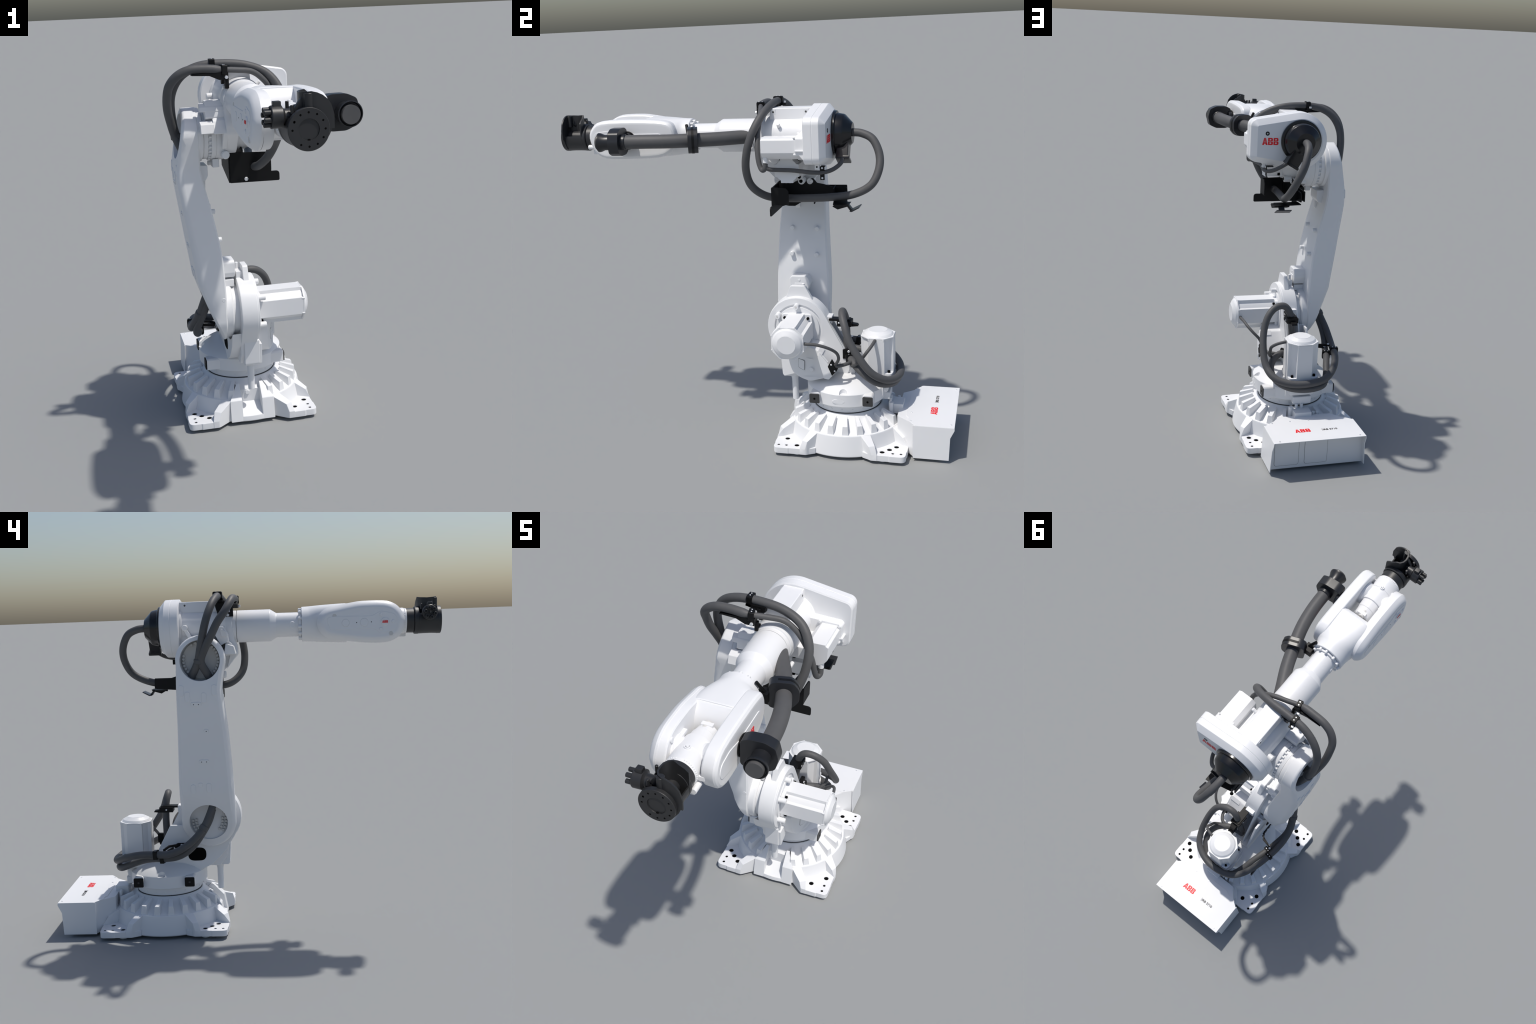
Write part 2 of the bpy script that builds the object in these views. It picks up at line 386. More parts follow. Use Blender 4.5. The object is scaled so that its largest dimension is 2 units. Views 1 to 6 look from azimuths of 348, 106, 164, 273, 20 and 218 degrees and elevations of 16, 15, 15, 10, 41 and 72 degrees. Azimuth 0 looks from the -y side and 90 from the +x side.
# ================================================================== TURRET
def build_turret():
    ring("dark_groove_ring", 'z', (X0, YB), .150, .1705, .183, .1905, GROOVE)  # dark ring at the groove line below the drum
    bm = bmesh.new()
    add_revolve(bm, 'z', (X0, YB), [(.185, 0), (.185, .160), (.1905, .1705), (.192, .1715), (.224, .1745), (.227, .178), (.232, .200), (.236, .2035), (.297, .2045), (.301, .2015), (.322, .174), (.338, .138), (.345, .10), (.345, 0)], 96)
    t = finish(bm, "turret", WHITE, None, 25)
    cs = [cyl("cutter", 'z', (X0+s*.196, YB+.012), .020, .297, .36, ch=0) for s in (-1, 1)]
    cut(t, *cs)
    # small screws round the lower collar
    bolt_heads("collar_screw", .004, .003, [at(X0+.1720*math.cos(a), YB+.1720*math.sin(a), .206) @ Matrix.Rotation(a, 4, 'Z') @ ROTX
               for a in [math.radians(d) for d in range(0, 360, 18)]], WHITE, t)
    # raised turning mark on the right flank
    prism("direction_mark", 'x', rounded([(.40, .262), (.412, .273), (.452, .273), (.464, .262), (.452, .251), (.412, .251)], .003), X0+.196, X0+.2042, parent=t, bevel=.001)
    # four stop blocks with rubber pads
    for sx in (-1, 1):
        for sy in (-1, 1):
            y = YB+sy*.133; z = .268
            xa, xb = sorted((X0+sx*.09, X0+sx*.1915))
            prism("pad_block", 'x', rounded([(y-.026, z-.027), (y+.026, z-.027), (y+.026, z+.022), (y+.018, z+.030), (y-.018, z+.030), (y-.026, z+.022)], .004), xa, xb, parent=t, bevel=.002)
            xa, xb = sorted((X0+sx*.1905, X0+sx*.1975))
            pad = prism("rubber_pad", 'x', rounded([(y-.0255, z-.0245), (y+.0255, z-.0245), (y+.0255, z+.0245), (y-.0255, z+.0245)], .007), xa, xb, PADM if sx > 0 else BLACK, t, bevel=.0015)
            xa, xb = sorted((X0+sx*.197, X0+sx*.1985))
            cyl("pad_screw", 'x', (y, z), .0055, xa, xb, VOID if sx > 0 else PADM, pad, 16)
    # rear connector block over the cable port
    box("rear_block", (X0-.05, .60, .222), (X0+.05, .668, .262), parent=t, bevel=.005)
    box("motor_seat", (X0-.072, .53, .26), (X0+.070, .662, .325), parent=t, bevel=.02)
    box("rear_step", (X0-.045, .56, .25), (X0+.085, .64, .30), parent=t, bevel=.01)

    # shoulder plate: round head about axis 2 with tangent flanks
    head = circle(A2, .160, 44, 27, 218, True)
    poly = head + [(.080, .470), (.114, .418), (.120, .365), (.160, .310), (.46, .318), (.492, .345), (.482, .400)]
    sp = prism("shoulder_plate", 'x', poly, -.036, .042, parent=t, bevel=.006)
    cut(sp, prism("cutter", 'x', [(.300, .61), (.300, .44), (.390, .372), (.56, .372), (.56, .61)], -.0275, .0255, bevel=0))
    poly2 = circle(A2, .158, 44, 27, 230, True) + [(.150, .400), (.200, .345), (.33, .335), (.455, .345), (.475, .400)]
    bm = bmesh.new(); inner = circle(A2, .122, 60)
    rim = prism("shoulder_rim", 'x', poly2, .030, .050, parent=sp, bevel=.004)
    cut(rim, cyl("cutter", 'x', (A2[0]+.002, A2[1]), .124, .0435, .08, ch=0, n=64))
    ring("bearing_face", 'x', A2, .03, .112, .03, .052, parent=sp)
    for a in (90, 145, 213):
        c = (A2[0]+.1175*math.cos(math.radians(a)), A2[1]+.1175*math.sin(math.radians(a)))
        e = .088 if a not in (90,) else .077
        cyl("boss", 'x', c, .0135, .03, e, parent=sp, n=24, ch=.002)
        cyl("boss_screw", 'x', c, .0055, e, e+.001, GREYP, sp, 16)
    # lifting lug on top and the stop shoulder behind it
    prism("lifting_lug", 'x', rounded([(.128, .700), (.160, .787), (.168, .792), (.232, .792), (.242, .787), (.292, .690), (.2, .69)], [0, .006, .004, .004, .006, 0, 0]), -.004, .022, parent=sp, bevel=.003)
    box("lug_step", (-.034, .165, .70), (.0, .235, .765), parent=sp, bevel=.004)
    cyl("lug_pin", 'z', (-.020, .222), .0075, .76, .795, parent=sp, n=20)
    # front rod guide and rod
    prism("rod_guide", 'x', rounded([(.112, .311), (.104, .44), (.16, .48), (.200, .40), (.182, .311)], [.016, .006, .006, .02, .016]), -.020, .052, parent=sp, bevel=.004)
    prism("rod_gusset", 'x', [(.122, .315), (.108, .42), (.2, .42), (.2, .34)], .050, .064, parent=sp, bevel=.003)
    revolve("guide_rod", 'z', (.0155, .168), [(.172, .014), (.174, .016), (.285, .0165), (.30, .020), (.325, .020)], parent=sp, n=32)

    # left cheek of the frame, with clearance round the arm disc
    arc = [(A2[0]+.146*math.cos(math.radians(d)), A2[1]+.146*math.sin(math.radians(d))) for d in range(-14, -150, -8)]
    cheek = arc + [(.094, .466), (.114, .418), (.158, .368), (.200, .330), (.27, .297), (.50, .297), (.502, .36), (.488, .402), (.412, .545)]
    ck = prism("frame_cheek", 'x', cheek, -.0790, -.030, parent=t, bevel=.006)
    hole = prism("cutter", 'y', [(-.066, .372), (.0, .372), (.0, .70), (-.066, .70)], .352, .70, bevel=0)
    cut(ck, hole)
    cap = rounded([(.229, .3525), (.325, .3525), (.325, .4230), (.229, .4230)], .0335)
    prism("cavity_shadow_plate", 'x', cap, -.0800, -.072, VOID, ck, bevel=0)  # proud black plate, the cavity's darkness done in colour
    # floor between the cheeks
    prism("frame_floor", 'x', [(.19, .40), (.22, .325), (.27, .305), (.50, .305), (.50, .350), (.46, .365), (.36, .368), (.29, .43)], -.071, .0245, parent=t, bevel=.004)
    box("frame_back", (-.0655, .32, .36), (-.03, .3495, .53), parent=t, bevel=.002)

    # gear cover under the motor
    cover = rounded([(.152, .500), (.155, .449), (.165, .398), (.182, .358), (.223, .340), (.276, .332), (.352, .360), (.380, .357), (.420, .401), (.334, .508), (.25, .53)], [.01, .01, .01, .02, .02, .02, .004, .008, .012, .008, .02])
    gc = prism("gear_cover", 'x', cover, .03, .160, parent=t, bevel=.008)
    prism("cover_slope", 'x', [(.326, .478), (.334, .500), (.416, .400), (.380, .360), (.354, .364)], .10, .171, parent=gc, bevel=.005)
    prism("cover_nose", 'x', [(.318, .478), (.330, .512), (.352, .492), (.345, .478)], .096, .160, parent=gc, bevel=.003)
    prism("cover_plate_gap", 'x', rounded([(.216, .396), (.249, .386), (.252, .440), (.216, .446)], .007), .1590, .1606, GROOVE, gc, bevel=0)
    prism("cover_plate", 'x', rounded([(.2172, .3975), (.2478, .3875), (.2508, .4385), (.2172, .4445)], .006), .1590, .1612, WHITE, gc, bevel=0)
    cyl("cover_plug", 'x', (.288, .400), .011, .159, .1615, parent=gc)
    prism("cover_mark", 'x', rounded([(.262, .448), (.30, .452), (.30, .458), (.262, .456)], .002), .159, .1611, parent=gc, bevel=.0005)
    # the outer face of the cover leans back toward the front
    for o in (gc,) + tuple(q for q in COL.objects if q.parent == gc):
        for v in o.data.vertices:
            if v.co.x > .09: v.co.x += max(-.055, min(.010, (v.co.y-.30)*.38))
    prism("cable_gland_plate", 'x', [(.378, .432), (.394, .462), (.424, .412), (.398, .384)], .150, .186, BLACK, gc, bevel=.002)
    bolt_heads("gland_screw", .0045, .003, [at(.186, .396, .444, ROTX), at(.186, .413, .412, ROTX)], STEEL, gc)
    for y, z in ((.352, .462), (.372, .448)): cyl("cover_screw", 'x', (y, z), .006, .165, .1735, parent=gc, n=16)
    # axis 2 motor and axis 1 motor
    motor("shoulder_motor", 'x', A2, .052, .303, .081, 1, t)
    m1 = motor("slewing_motor", 'z', (X0+.002, .606), .356, .580, .0805, 1, t)
    revolve("motor_collar", 'z', (X0+.002, .606), [(.318, .086), (.345, .086), (.352, .082), (.358, .080), (.358, .0)], parent=m1, n=48)
    prism("motor_foot", 'z', rounded([(X0-.090, .52), (X0+.086, .52), (X0+.086, .690), (X0-.090, .690)], .045), .318, .342, parent=m1, bevel=.006)
    return t

# ================================================================== LOWER ARM
def interp(tab, z):
    """piecewise linear table"""
    for (a, va), (b, vb) in zip(tab[:-1], tab[1:]):
        if a <= z <= b:
            t = (z-a)/(b-a); return va+(vb-va)*t
    return tab[0][1] if z < tab[0][0] else tab[-1][1]

def build_lower_arm():
    xo = [(.44, -.108), (.48, -.122), (.56, -.156), (.64, -.186), (.74, -.219), (.80, -.226), (.92, -.244), (1.20, -.2815), (1.26, -.2825), (1.30, -.278), (1.53, -.238)]
    xi = [(.44, -.098), (.74, -.099), (.84, -.103), (.92, -.112), (1.00, -.126), (1.10, -.145), (1.20, -.168), (1.26, -.178), (1.30, -.178), (1.53, -.178)]
    fr = [(.575, .0615), (.66, .062), (.80, .067), (1.05, .079), (1.21, .093), (1.27, .098), (1.33, .089), (1.40, .076)]
    rr = [(.575, .338), (.70, .338), (.80, .337), (1.05, .325), (1.20, .321), (1.40, .3175)]
    ca, ra = (.2, .575), .1385; cb, rb = A3, .121
    zs = [ca[1]-ra*math.cos(math.radians(d)) for d in range(1, 90, 6)] + [.575+i*.0275 for i in range(1, 30)] + [cb[1]+rb*math.sin(math.radians(d)) for d in range(0, 90, 6)] + [cb[1]+rb*.9998]
    zs = sorted(z for z in zs)
    bm = bmesh.new(); rings = []
    for z in zs:
        if z < ca[1]:
            w = math.sqrt(max(ra*ra-(z-ca[1])**2, 1e-7)); y0, y1 = ca[0]-w, ca[0]+w
        elif z > cb[1]:
            w = math.sqrt(max(rb*rb-(z-cb[1])**2, 1e-7)); y0, y1 = cb[0]-w, cb[0]+w
        else:
            y0, y1 = interp(fr, z), interp(rr, z)
        o, i = interp(xo, z), interp(xi, z)
        w = y1-y0; t = abs(o-i)
        c = min(.020, w*.25); d = min(.030 if .62 < z < 1.38 else .012, t*.4); e = min(.007, w*.2, t*.2)
        sec = [(i, y0+e), (i-e, y0), (o+d, y0), (o+d*.35, y0+c*.35), (o, y0+c), (o, y1-c), (o+d*.35, y1-c*.35), (o+d, y1), (i-e, y1), (i, y1-e)]
        rings.append([bm.verts.new((x, y, z)) for x, y in sec])
    n = 10
    for A, B in zip(rings[:-1], rings[1:]):
        for k in range(n): bm.faces.new((A[k], A[(k+1) % n], B[(k+1) % n], B[k]))
    bm.faces.new(rings[0]); bm.faces.new(rings[-1][::-1])
    arm = finish(bm, "lower_arm", WHITE, None, 24)
    cut(arm, cyl("cutter", 'x', A3, .098, -.40, -.188, ch=0, n=72), cyl("cutter", 'x', (.2, .577), .0985, -.40, -.112, ch=0, n=72))
    # end plates seen through the two round openings, with their bolt circles
    cyl("joint_plate", 'x', A3, .092, -.20, -.186, GREYP, arm, 64)
    ms = [at(-.200, A3[0]+.085*math.cos(math.radians(a)), A3[1]+.085*math.sin(math.radians(a)), Matrix.Rotation(math.radians(-90), 4, 'Y')) for a in list(range(100, 236, 11)) + list(range(-62, 20, 11)) + [60, 75]]
    bolt_heads("joint_bolt", .0068, .013, ms, GREYP, arm)
    ms = []
    for a in list(range(150, 226, 11)) + list(range(-65, 12, 11)) + [95, 108]:
        ms.append(at(-.1115, .2+.0855*math.cos(math.radians(a)), .577+.0855*math.sin(math.radians(a)), Matrix.Rotation(math.radians(-90), 4, 'Y')))
    for a in list(range(170, 226, 13)) + list(range(-48, 8, 13)):
        ms.append(at(-.1115, .2+.068*math.cos(math.radians(a)), .577+.068*math.sin(math.radians(a)), Matrix.Rotation(math.radians(-90), 4, 'Y')))
    bolt_heads("joint_bolt", .0068, .013, ms, GREYP, arm)
    # inner joint discs
    revolve("shoulder_disc", 'x', A2, [(-.1085, .128), (-.098, .134), (-.072, .134), (-.064, .127), (-.064, .112), (-.050, .112)], WHITE, arm, 80)
    revolve("gap_ring", 'x', A2, [(-.066, .112), (-.066, .1195), (-.030, .1195), (-.030, .11)], WHITE, arm, 72)
    revolve("elbow_disc", 'x', A3, [(-.185, .118), (-.170, .119), (-.162, .116), (-.160, .108), (-.150, .104)], WHITE, arm, 72)
    # bosses on the inner face
    for y, z in ((.150, 1.062), (.280, 1.058), (.149, .930), (.279, .926)):
        x = interp(xi, z); cyl("boss", 'x', (y, z), .0115, x-.004, x+.020, parent=arm, n=24, ch=.002)
    prism("stop_block", 'x', rounded([(.146, .815), (.156, .826), (.236, .826), (.246, .812), (.252, .785), (.235, .742), (.160, .742), (.146, .765)], .006), -.12, -.040, parent=arm, bevel=.005)
    prism("stop_seam", 'x', rounded([(.170, .744), (.172, .790), (.222, .790), (.224, .744)], .004), -.060, -.0375, WHITE, arm, bevel=.002)
    cyl("stop_screw", 'x', (.197, .806), .006, -.045, -.038, parent=arm, n=20)
    box("under_stop", (-.112, .150, .700), (-.046, .225, .735), parent=arm, bevel=.004)
    # blocks beneath the elbow
    prism("elbow_stop", 'y', rounded([(-.185, 1.275), (-.140, 1.272), (-.140, 1.225), (-.152, 1.205), (-.185, 1.20)], .005), .145, .250, parent=arm, bevel=.004)
    prism("elbow_stop", 'y', rounded([(-.185, 1.21), (-.150, 1.21), (-.152, 1.165), (-.165, 1.155), (-.185, 1.155)], .006), .165, .19, parent=arm, bevel=.003)
    # shallow pads, screw plates on the outer face
    def on_face(y, z, w, h, r, name="casting_pad", mat=WHITE, p=.0030):
        x = interp(xo, z); sl = (interp(xo, z+h/2)-interp(xo, z-h/2))/h
        o = prism(name, 'z', rounded([(-w/2, -h/2), (w/2, -h/2), (w/2, h/2), (-w/2, h/2)], r), -.004, p, mat, arm, bevel=.0014)
        basis(o, (0, -1, 0), (sl, 0, 1), (x, y, z)); return o
    for y, z in ((.262, 1.232), (.182, 1.226), (.262, .762), (.183, .768)): on_face(y, z, .024, .050, .012)
    on_face(.222, 1.196, .050, .020, .009); on_face(.180, 1.060, .022, .022, .011); on_face(.20, .905, .05, .02, .009); on_face(.225, .785, .022, .022, .011)
    for y, z in ((.234, 1.195), (.210, 1.195), (.180, 1.060), (.212, .905), (.188, .905)): on_face(y, z, .005, .005, .0025, "screw_hole", VOID, .0036)
    for y in (.130, .292): on_face(y, 1.262, .026, .052, .012, p=.0016)
    # pads on the front/rear edges near the lower joint
    cyl("edge_plug", 'y', (-.113, .668), .010, .0615, .066, parent=arm, n=24, ch=.002)
    cyl("edge_plug", 'y', (-.115, .665), .009, .334, .3395, parent=arm, n=24, ch=.002)
    return arm

# ================================================================== ELBOW HOUSING
def build_elbow():
    ax = (X0, ZU)
    e = revolve("elbow_housing", 'y', ax, [(.028, .070), (.028, .0795), (.030, .0805), (.048, .0805), (.050, .086), (.060, .0875), (.078, .0875), (.082, .0925), (.27, .0935), (.298, .094), (.304, .102), (.318, .102), (.318, .05)], n=80)
    ring("rotation_seam", 'y', ax, .06, .0785, .0255, .0285, GROOVE, e)
    # top rail with screw pads
    prism("top_rail", 'y', [(X0-.052, 1.636), (X0+.048, 1.636), (X0+.044, 1.688), (X0+.041, 1.690), (X0-.045, 1.690), (X0-.048, 1.688)], .108, .322, parent=e, bevel=.0015)
    for x, s in ((X0+.0455, 1), (X0-.0495, -1)):
        for y in (.125, .285):
            o = cyl("rail_screw", 'x', (y, 1.672), .005, min(x, x+s*.0025), max(x, x+s*.0025), GROOVE, e, 16)
            xa, xb = sorted((x-s*.004, x+s*.0012)); prism("rail_pad", 'x', [(y-.012, 1.659), (y+.012, 1.659), (y+.012, 1.685), (y-.012, 1.685)], xa, xb, parent=e, bevel=.0008)
    cyl("barrel_boss", 'z', (0, 0), .009, 0, .024, parent=e, n=20).matrix_local = at(.0935, .1587, 1.607) @ Matrix.Rotation(math.radians(48), 4, 'Y')
    # body between barrel and axis 3
    body = rounded([(.040, 1.56), (.040, 1.500), (.022, 1.460), (.022, 1.420), (.100, 1.338), (.125, 1.320), (.275, 1.320), (.318, 1.352), (.318, 1.56)], [.0, .01, .01, .01, .01, .02, .03, .02, 0])
    prism("elbow_body", 'x', body, -.070, -.012, parent=e, bevel=.008)
    prism("elbow_bridge", 'x', rounded([(.060, 1.56), (.060, 1.46), (.10, 1.425), (.30, 1.425), (.318, 1.46), (.318, 1.56)], .012), -.03, .062, parent=e, bevel=.008)
    revolve("gear_case", 'x', A3, [(-.03, .078), (.03, .076), (.055, .070), (.066, .066), (.066, .02)], parent=e, n=56)
    # joint ring with bolt circle
    revolve("joint_ring", 'x', A3, [(-.158, .100), (-.156, .109), (-.138, .1095), (-.137, .106), (-.124, .106), (-.124, .114), (-.121, .1155), (-.104, .115), (-.103, .113), (-.102, .113), (-.101, .115), (-.066, .116), (-.05, .10)], n=80, parent=e)
    ms = [at(-.124, A3[0]+.1090*math.cos(math.radians(a)), A3[1]+.1090*math.sin(math.radians(a)), Matrix.Rotation(math.radians(-90), 4, 'Y')) for a in range(0, 360, 12)]
    bolt_heads("ring_bolt", .0055, .012, ms, WHITE, e)
    # stop horns beside the joint
    prism("stop_horn", 'x', rounded([(.135, 1.535), (.120, 1.562), (.086, 1.562), (.070, 1.530), (.062, 1.49), (.10, 1.47)], .005), -.150, -.05, parent=e, bevel=.004)
    prism("stop_horn", 'x', rounded([(.092, 1.552), (.100, 1.548), (.092, 1.515), (.065, 1.515), (.07, 1.535)], .004), -.1735, -.06, parent=e, bevel=.004)
    prism("stop_horn", 'x', rounded([(.074, 1.478), (.036, 1.466), (.026, 1.427), (.085, 1.427)], .003), -.176, -.118, parent=e, bevel=.003)
    prism("stop_horn", 'x', rounded([(.08, 1.50), (.050, 1.478), (.030, 1.44), (.024, 1.424), (.085, 1.415)], .003), -.12, -.06, parent=e, bevel=.003)
    prism("stop_horn", 'x', rounded([(.150, 1.552), (.105, 1.556), (.105, 1.530), (.150, 1.515)], .004), -.148, -.05, parent=e, bevel=.003)
    prism("flank_rib", 'x', [(.024, 1.425), (.060, 1.425), (.080, 1.35), (.030, 1.412)], -.082, -.06, parent=e, bevel=.003)
    cyl("side_pin", 'x', (.283, 1.561), .0150, -.108, -.03, parent=e, n=32, ch=.003)
    prism("pin_rib", 'x', [(.274, 1.555), (.289, 1.548), (.262, 1.50), (.245, 1.51)], -.100, -.05, parent=e, bevel=.003)
    cyl("lower_lug", 'y', (-.066, 1.322), .018, .085, .16, parent=e, n=32, ch=.004)
    cyl("lower_lug", 'x', (.283, 1.330), .015, -.06, .020, parent=e, n=24, ch=.002)
    box("under_lug", (-.118, .14, 1.262), (-.088, .20, 1.30), parent=e, bevel=.003)
    cyl("lug_screw", 'x', (.17, 1.28), .011, -.135, -.11, GREYP, e, 20)
    # axis 3 and axis 4 motors
    motor("elbow_motor", 'x', (.202, 1.405), .06, .150, .0595, 1, e, screws=False, dome=False)
    m = prism("forearm_motor", 'y', [(.160, 1.572), (.2285, 1.5735), (.2305, 1.5665), (.240, 1.5625), (.2415, 1.560), (.2415, 1.502), (.229, 1.484), (.205, 1.468), (.150, 1.468), (.138, 1.49), (.138, 1.55)], .104, .300, parent=e, bevel=.0015)
    prism("motor_mount", 'y', rounded([(.10, 1.462), (.195, 1.462), (.247, 1.490), (.247, 1.568), (.236, 1.580), (.10, 1.585)], .006), .270, .320, parent=m, bevel=.003)
    bolt_heads("mount_bolt", .0065, .012, [at(x, .272, z, Matrix.Rotation(math.radians(90), 4, 'X')) for x, z in ((.238, 1.572), (.150, 1.579), (.238, 1.494))], WHITE, m)
    prism("mount_web", 'x', [(.27, 1.51), (.318, 1.51), (.318, 1.470), (.305, 1.47)], .20, .2492, parent=m, bevel=.003)
    prism("mount_shelf", 'x', [(.268, 1.508), (.318, 1.508), (.318, 1.516), (.268, 1.516)], .115, .256, parent=m, bevel=.002)
    box("motor_bridge", (.055, .130, 1.462), (.150, .300, 1.520), parent=e, bevel=.006)
    cyl("cable_socket", 'z', (.213, .117), .012, 1.452, 1.48, parent=m, n=20)
    cyl("front_pin", 'y', (.115, 1.505), .009, -.002, .03, parent=e, n=20)

    # gear hood at the back: round head about the arm axis, squared toward the motor
    # outline = hull of three rounds, sampled by its support direction, so that it offsets cleanly
    rounds = [(X0, ZU, .1465), (.2385, 1.630, .038), (.2405, 1.4845, .0365)]
    def outline(d):
        out = []
        for i in range(180):
            n = Vector((math.cos(2*math.pi*i/180), math.sin(2*math.pi*i/180)))
            c = max(rounds, key=lambda q: q[0]*n.x+q[1]*n.y+q[2])
            out.append((c[0]+n.x*(c[2]-d), c[1]+n.y*(c[2]-d)))
        return out
    bm = bmesh.new(); R = []
    for y, d in [(.312, .006), (.316, .0), (.3525, 0), (.354, .0016), (.3555, .0016), (.357, 0), (.386, .0014), (.389, .003), (.4125, .0305), (.413, .032)]:
        R.append([bm.verts.new((a, y, b)) for a, b in outline(d)])
    n = 180
    for A, B in zip(R[:-1], R[1:]):
        for i in range(n): bm.faces.new((A[i], A[(i+1) % n], B[(i+1) % n], B[i]))
    bm.faces.new(R[0]); bm.faces.new(R[-1])
    h = finish(bm, "gear_hood", WHITE, e, 24)
    t = block_letters("red_lettering", "ABB", .087, .036, RED, h)
    basis(t, (-1, 0, 0), (0, 0, 1), (.2215, .4127, 1.5405))
    ring("emblem_ring", 'y', (.195, 1.598), .0045, .0105, .412, .4142, BLACK, h, 32, .0004)
    cyl("emblem_dot", 'y', (.195, 1.598), .0045, .412, .4138, GREYP, h, 20)
    bolt_heads("hood_screw", .007, .012, [at(.165, .355, 1.416), at(.150, .352, 1.416)], STEEL, h)
    box("hood_tab", (.184, .350, 1.418), (.204, .371, 1.452), parent=h, bevel=.002)
    cyl("tab_hole", 'x', (.3605, 1.431), .0042, .2035, .2048, VOID, h, 16)
    # dark cable dome
    dome = revolve("cable_dome", 'y', (.017, 1.563), [(.405, .100), (.414, .107), (.424, .107), (.427, .103), (.428, .095), (.440, .0935), (.458, .090), (.464, .087), (.497, .052), (.500, .049), (.501, .0)], GLOSS, e, 72, ang=20)
    o = box("dome_outlet", (-.034, .0, -.052), (.034, .058, .045), GLOSS, dome, .004)
    o.matrix_local = at(.052, .430, 1.494) @ Matrix.Rotation(math.radians(-30), 4, 'Y')
    o = box("outlet_lip", (-.036, .0, -.062), (.036, .066, -.048), GLOSS, dome, .003)
    o.matrix_local = at(.052, .430, 1.494) @ Matrix.Rotation(math.radians(-30), 4, 'Y')
    return e

# ================================================================== UPPER ARM, FORK, WRIST
def build_upper_arm():
    ax = (X0, ZU)
    ua = revolve("upper_arm", 'y', ax, [(.0262, .0), (.0262, .078), (.0235, .0808), (-.141, .0808), (-.144, .080), (-.172, .0625), (-.176, .061), (-.2905, .0605), (-.2905, .0)], n=80)
    ua.name = "upper_arm"
    # recess where the conduit leaves the arm
    p = Vector((.100, -.040, ZU)); d = Vector((.38, -1, 0)).normalized()
    prof = rounded([(-.034, -.07), (.034, -.07), (.034, .22), (-.034, .22)], .033)
    c = prism("cutter", 'z', prof, 0, .12, bevel=0)
    basis(c, (0, 0, 1), d, (.052, -.055, ZU)); c.matrix_local = c.matrix_local
    bpy.context.view_layer.update()
    cut(ua, c)
    cyl("flank_plug", 'x', (-.255, 1.558), .017, X0-.062, X0-.055, parent=ua, n=28, ch=.003)
    revolve("bolt_flange", 'y', ax, [(-.288, .06), (-.290, .0705), (-.3005, .0705), (-.302, .06)], n=64, parent=ua)
    ms = [at(X0+.0735*math.cos(math.radians(a)), -.303, ZU+.0735*math.sin(math.radians(a)), ROTY) for a in (22, 60, 88, 125, 155, 188, 215, 245, 280, 310, 340)]
    bolt_heads("flange_bolt", .0075, .018, ms, WHITE, ua)

    # ---- wrist fork
    # socket round at the tube, growing into the squared palm that carries both fork arms
    bm = bmesh.new(); R = []; N = 96
    for y, xr, xl, zz, p in [(-.302, .0850, .0850, .0850, 2.0), (-.3045, .0868, .0868, .0868, 2.0), (-.335, .0885, .0875, .0880, 2.0), (-.352, .098, .0885, .0890, 2.15), (-.372, .110, .090, .0905, 2.45),
                             (-.395, .117, .0945, .0920, 2.8), (-.425, .119, .100, .0935, 3.2), (-.46, .119, .104, .0950, 3.8), (-.500, .117, .104, .0965, 4.5), (-.522, .116, .103, .0968, 5.0), (-.526, .113, .100, .0945, 5.0)]:
        row = []
        for i in range(N):
            t = 2*math.pi*i/N; c, q = math.cos(t), math.sin(t)
            row.append(bm.verts.new((X0+(xr if c > 0 else xl)*math.copysign(abs(c)**(2/p), c), y, ZU+zz*math.copysign(abs(q)**(2/p), q))))
        R.append(row)
    for A, B in zip(R[:-1], R[1:]):
        for i in range(N): bm.faces.new((A[i], A[(i+1) % N], B[(i+1) % N], B[i]))
    bm.faces.new(R[0]); bm.faces.new(R[-1])
    fk = finish(bm, "wrist_fork", WHITE, None, 30)
    left = [(-.378, 1.560), (-.384, 1.532), (-.400, 1.509), (-.427, 1.489), (-.49, 1.476), (-.614, 1.4585), (-.712, 1.457), (-.764, 1.473), (-.796, 1.503), (-.8125, 1.556),
            (-.804, 1.592), (-.784, 1.625), (-.754, 1.648), (-.706, 1.661), (-.602, 1.6625), (-.545, 1.656), (-.488, 1.646), (-.43, 1.634), (-.397, 1.612), (-.382, 1.586)]
    right = [(-.350, 1.560), (-.358, 1.522), (-.381, 1.495), (-.444, 1.469), (-.598, 1.462), (-.728, 1.465), (-.787, 1.499), (-.8135, 1.567), (-.795, 1.619), (-.739, 1.651), (-.574, 1.656), (-.414, 1.648), (-.364, 1.620)]
    def dense(poly, k=3):
        P = [Vector((0, a, b)) for a, b in poly]; P = P[-2:]+P+P[:3]
        C = catmull(P, k); m = len(poly)
        C = C[2*k:2*k+m*k]; return [(q.y, q.z) for q in C]
    def shrink(poly, d, c):
        """offset the outline inward by d"""
        n = len(poly); out = []
        for i in range(n):
            p = Vector(poly[i]); t = (Vector(poly[(i+2) % n]) - Vector(poly[i-2])).normalized(); q = Vector((-t.y, t.x))
            if q.dot(Vector(c) - p) < 0: q = -q
            out.append(tuple(p + q*d))
        return out
    def slab(name, poly, st, c, parent):
        bm = bmesh.new(); R = []
        for x, f in st: R.append([bm.verts.new((x, a, b)) for a, b in shrink(poly, f, c)])
        n = len(poly)
        for A, B in zip(R[:-1], R[1:]):
            for i in range(n): bm.faces.new((A[i], A[(i+1) % n], B[(i+1) % n], B[i]))
        bm.faces.new(R[0]); bm.faces.new(R[-1])
        return finish(bm, name, WHITE, parent, 22)
    L, Rr = dense(left), dense(right); c = (-.60, 1.559)
    al = slab("fork_arm", L, [(-.050, .009), (-.0535, .004), (-.059, .0025), (-.087, .0015)], c, fk)
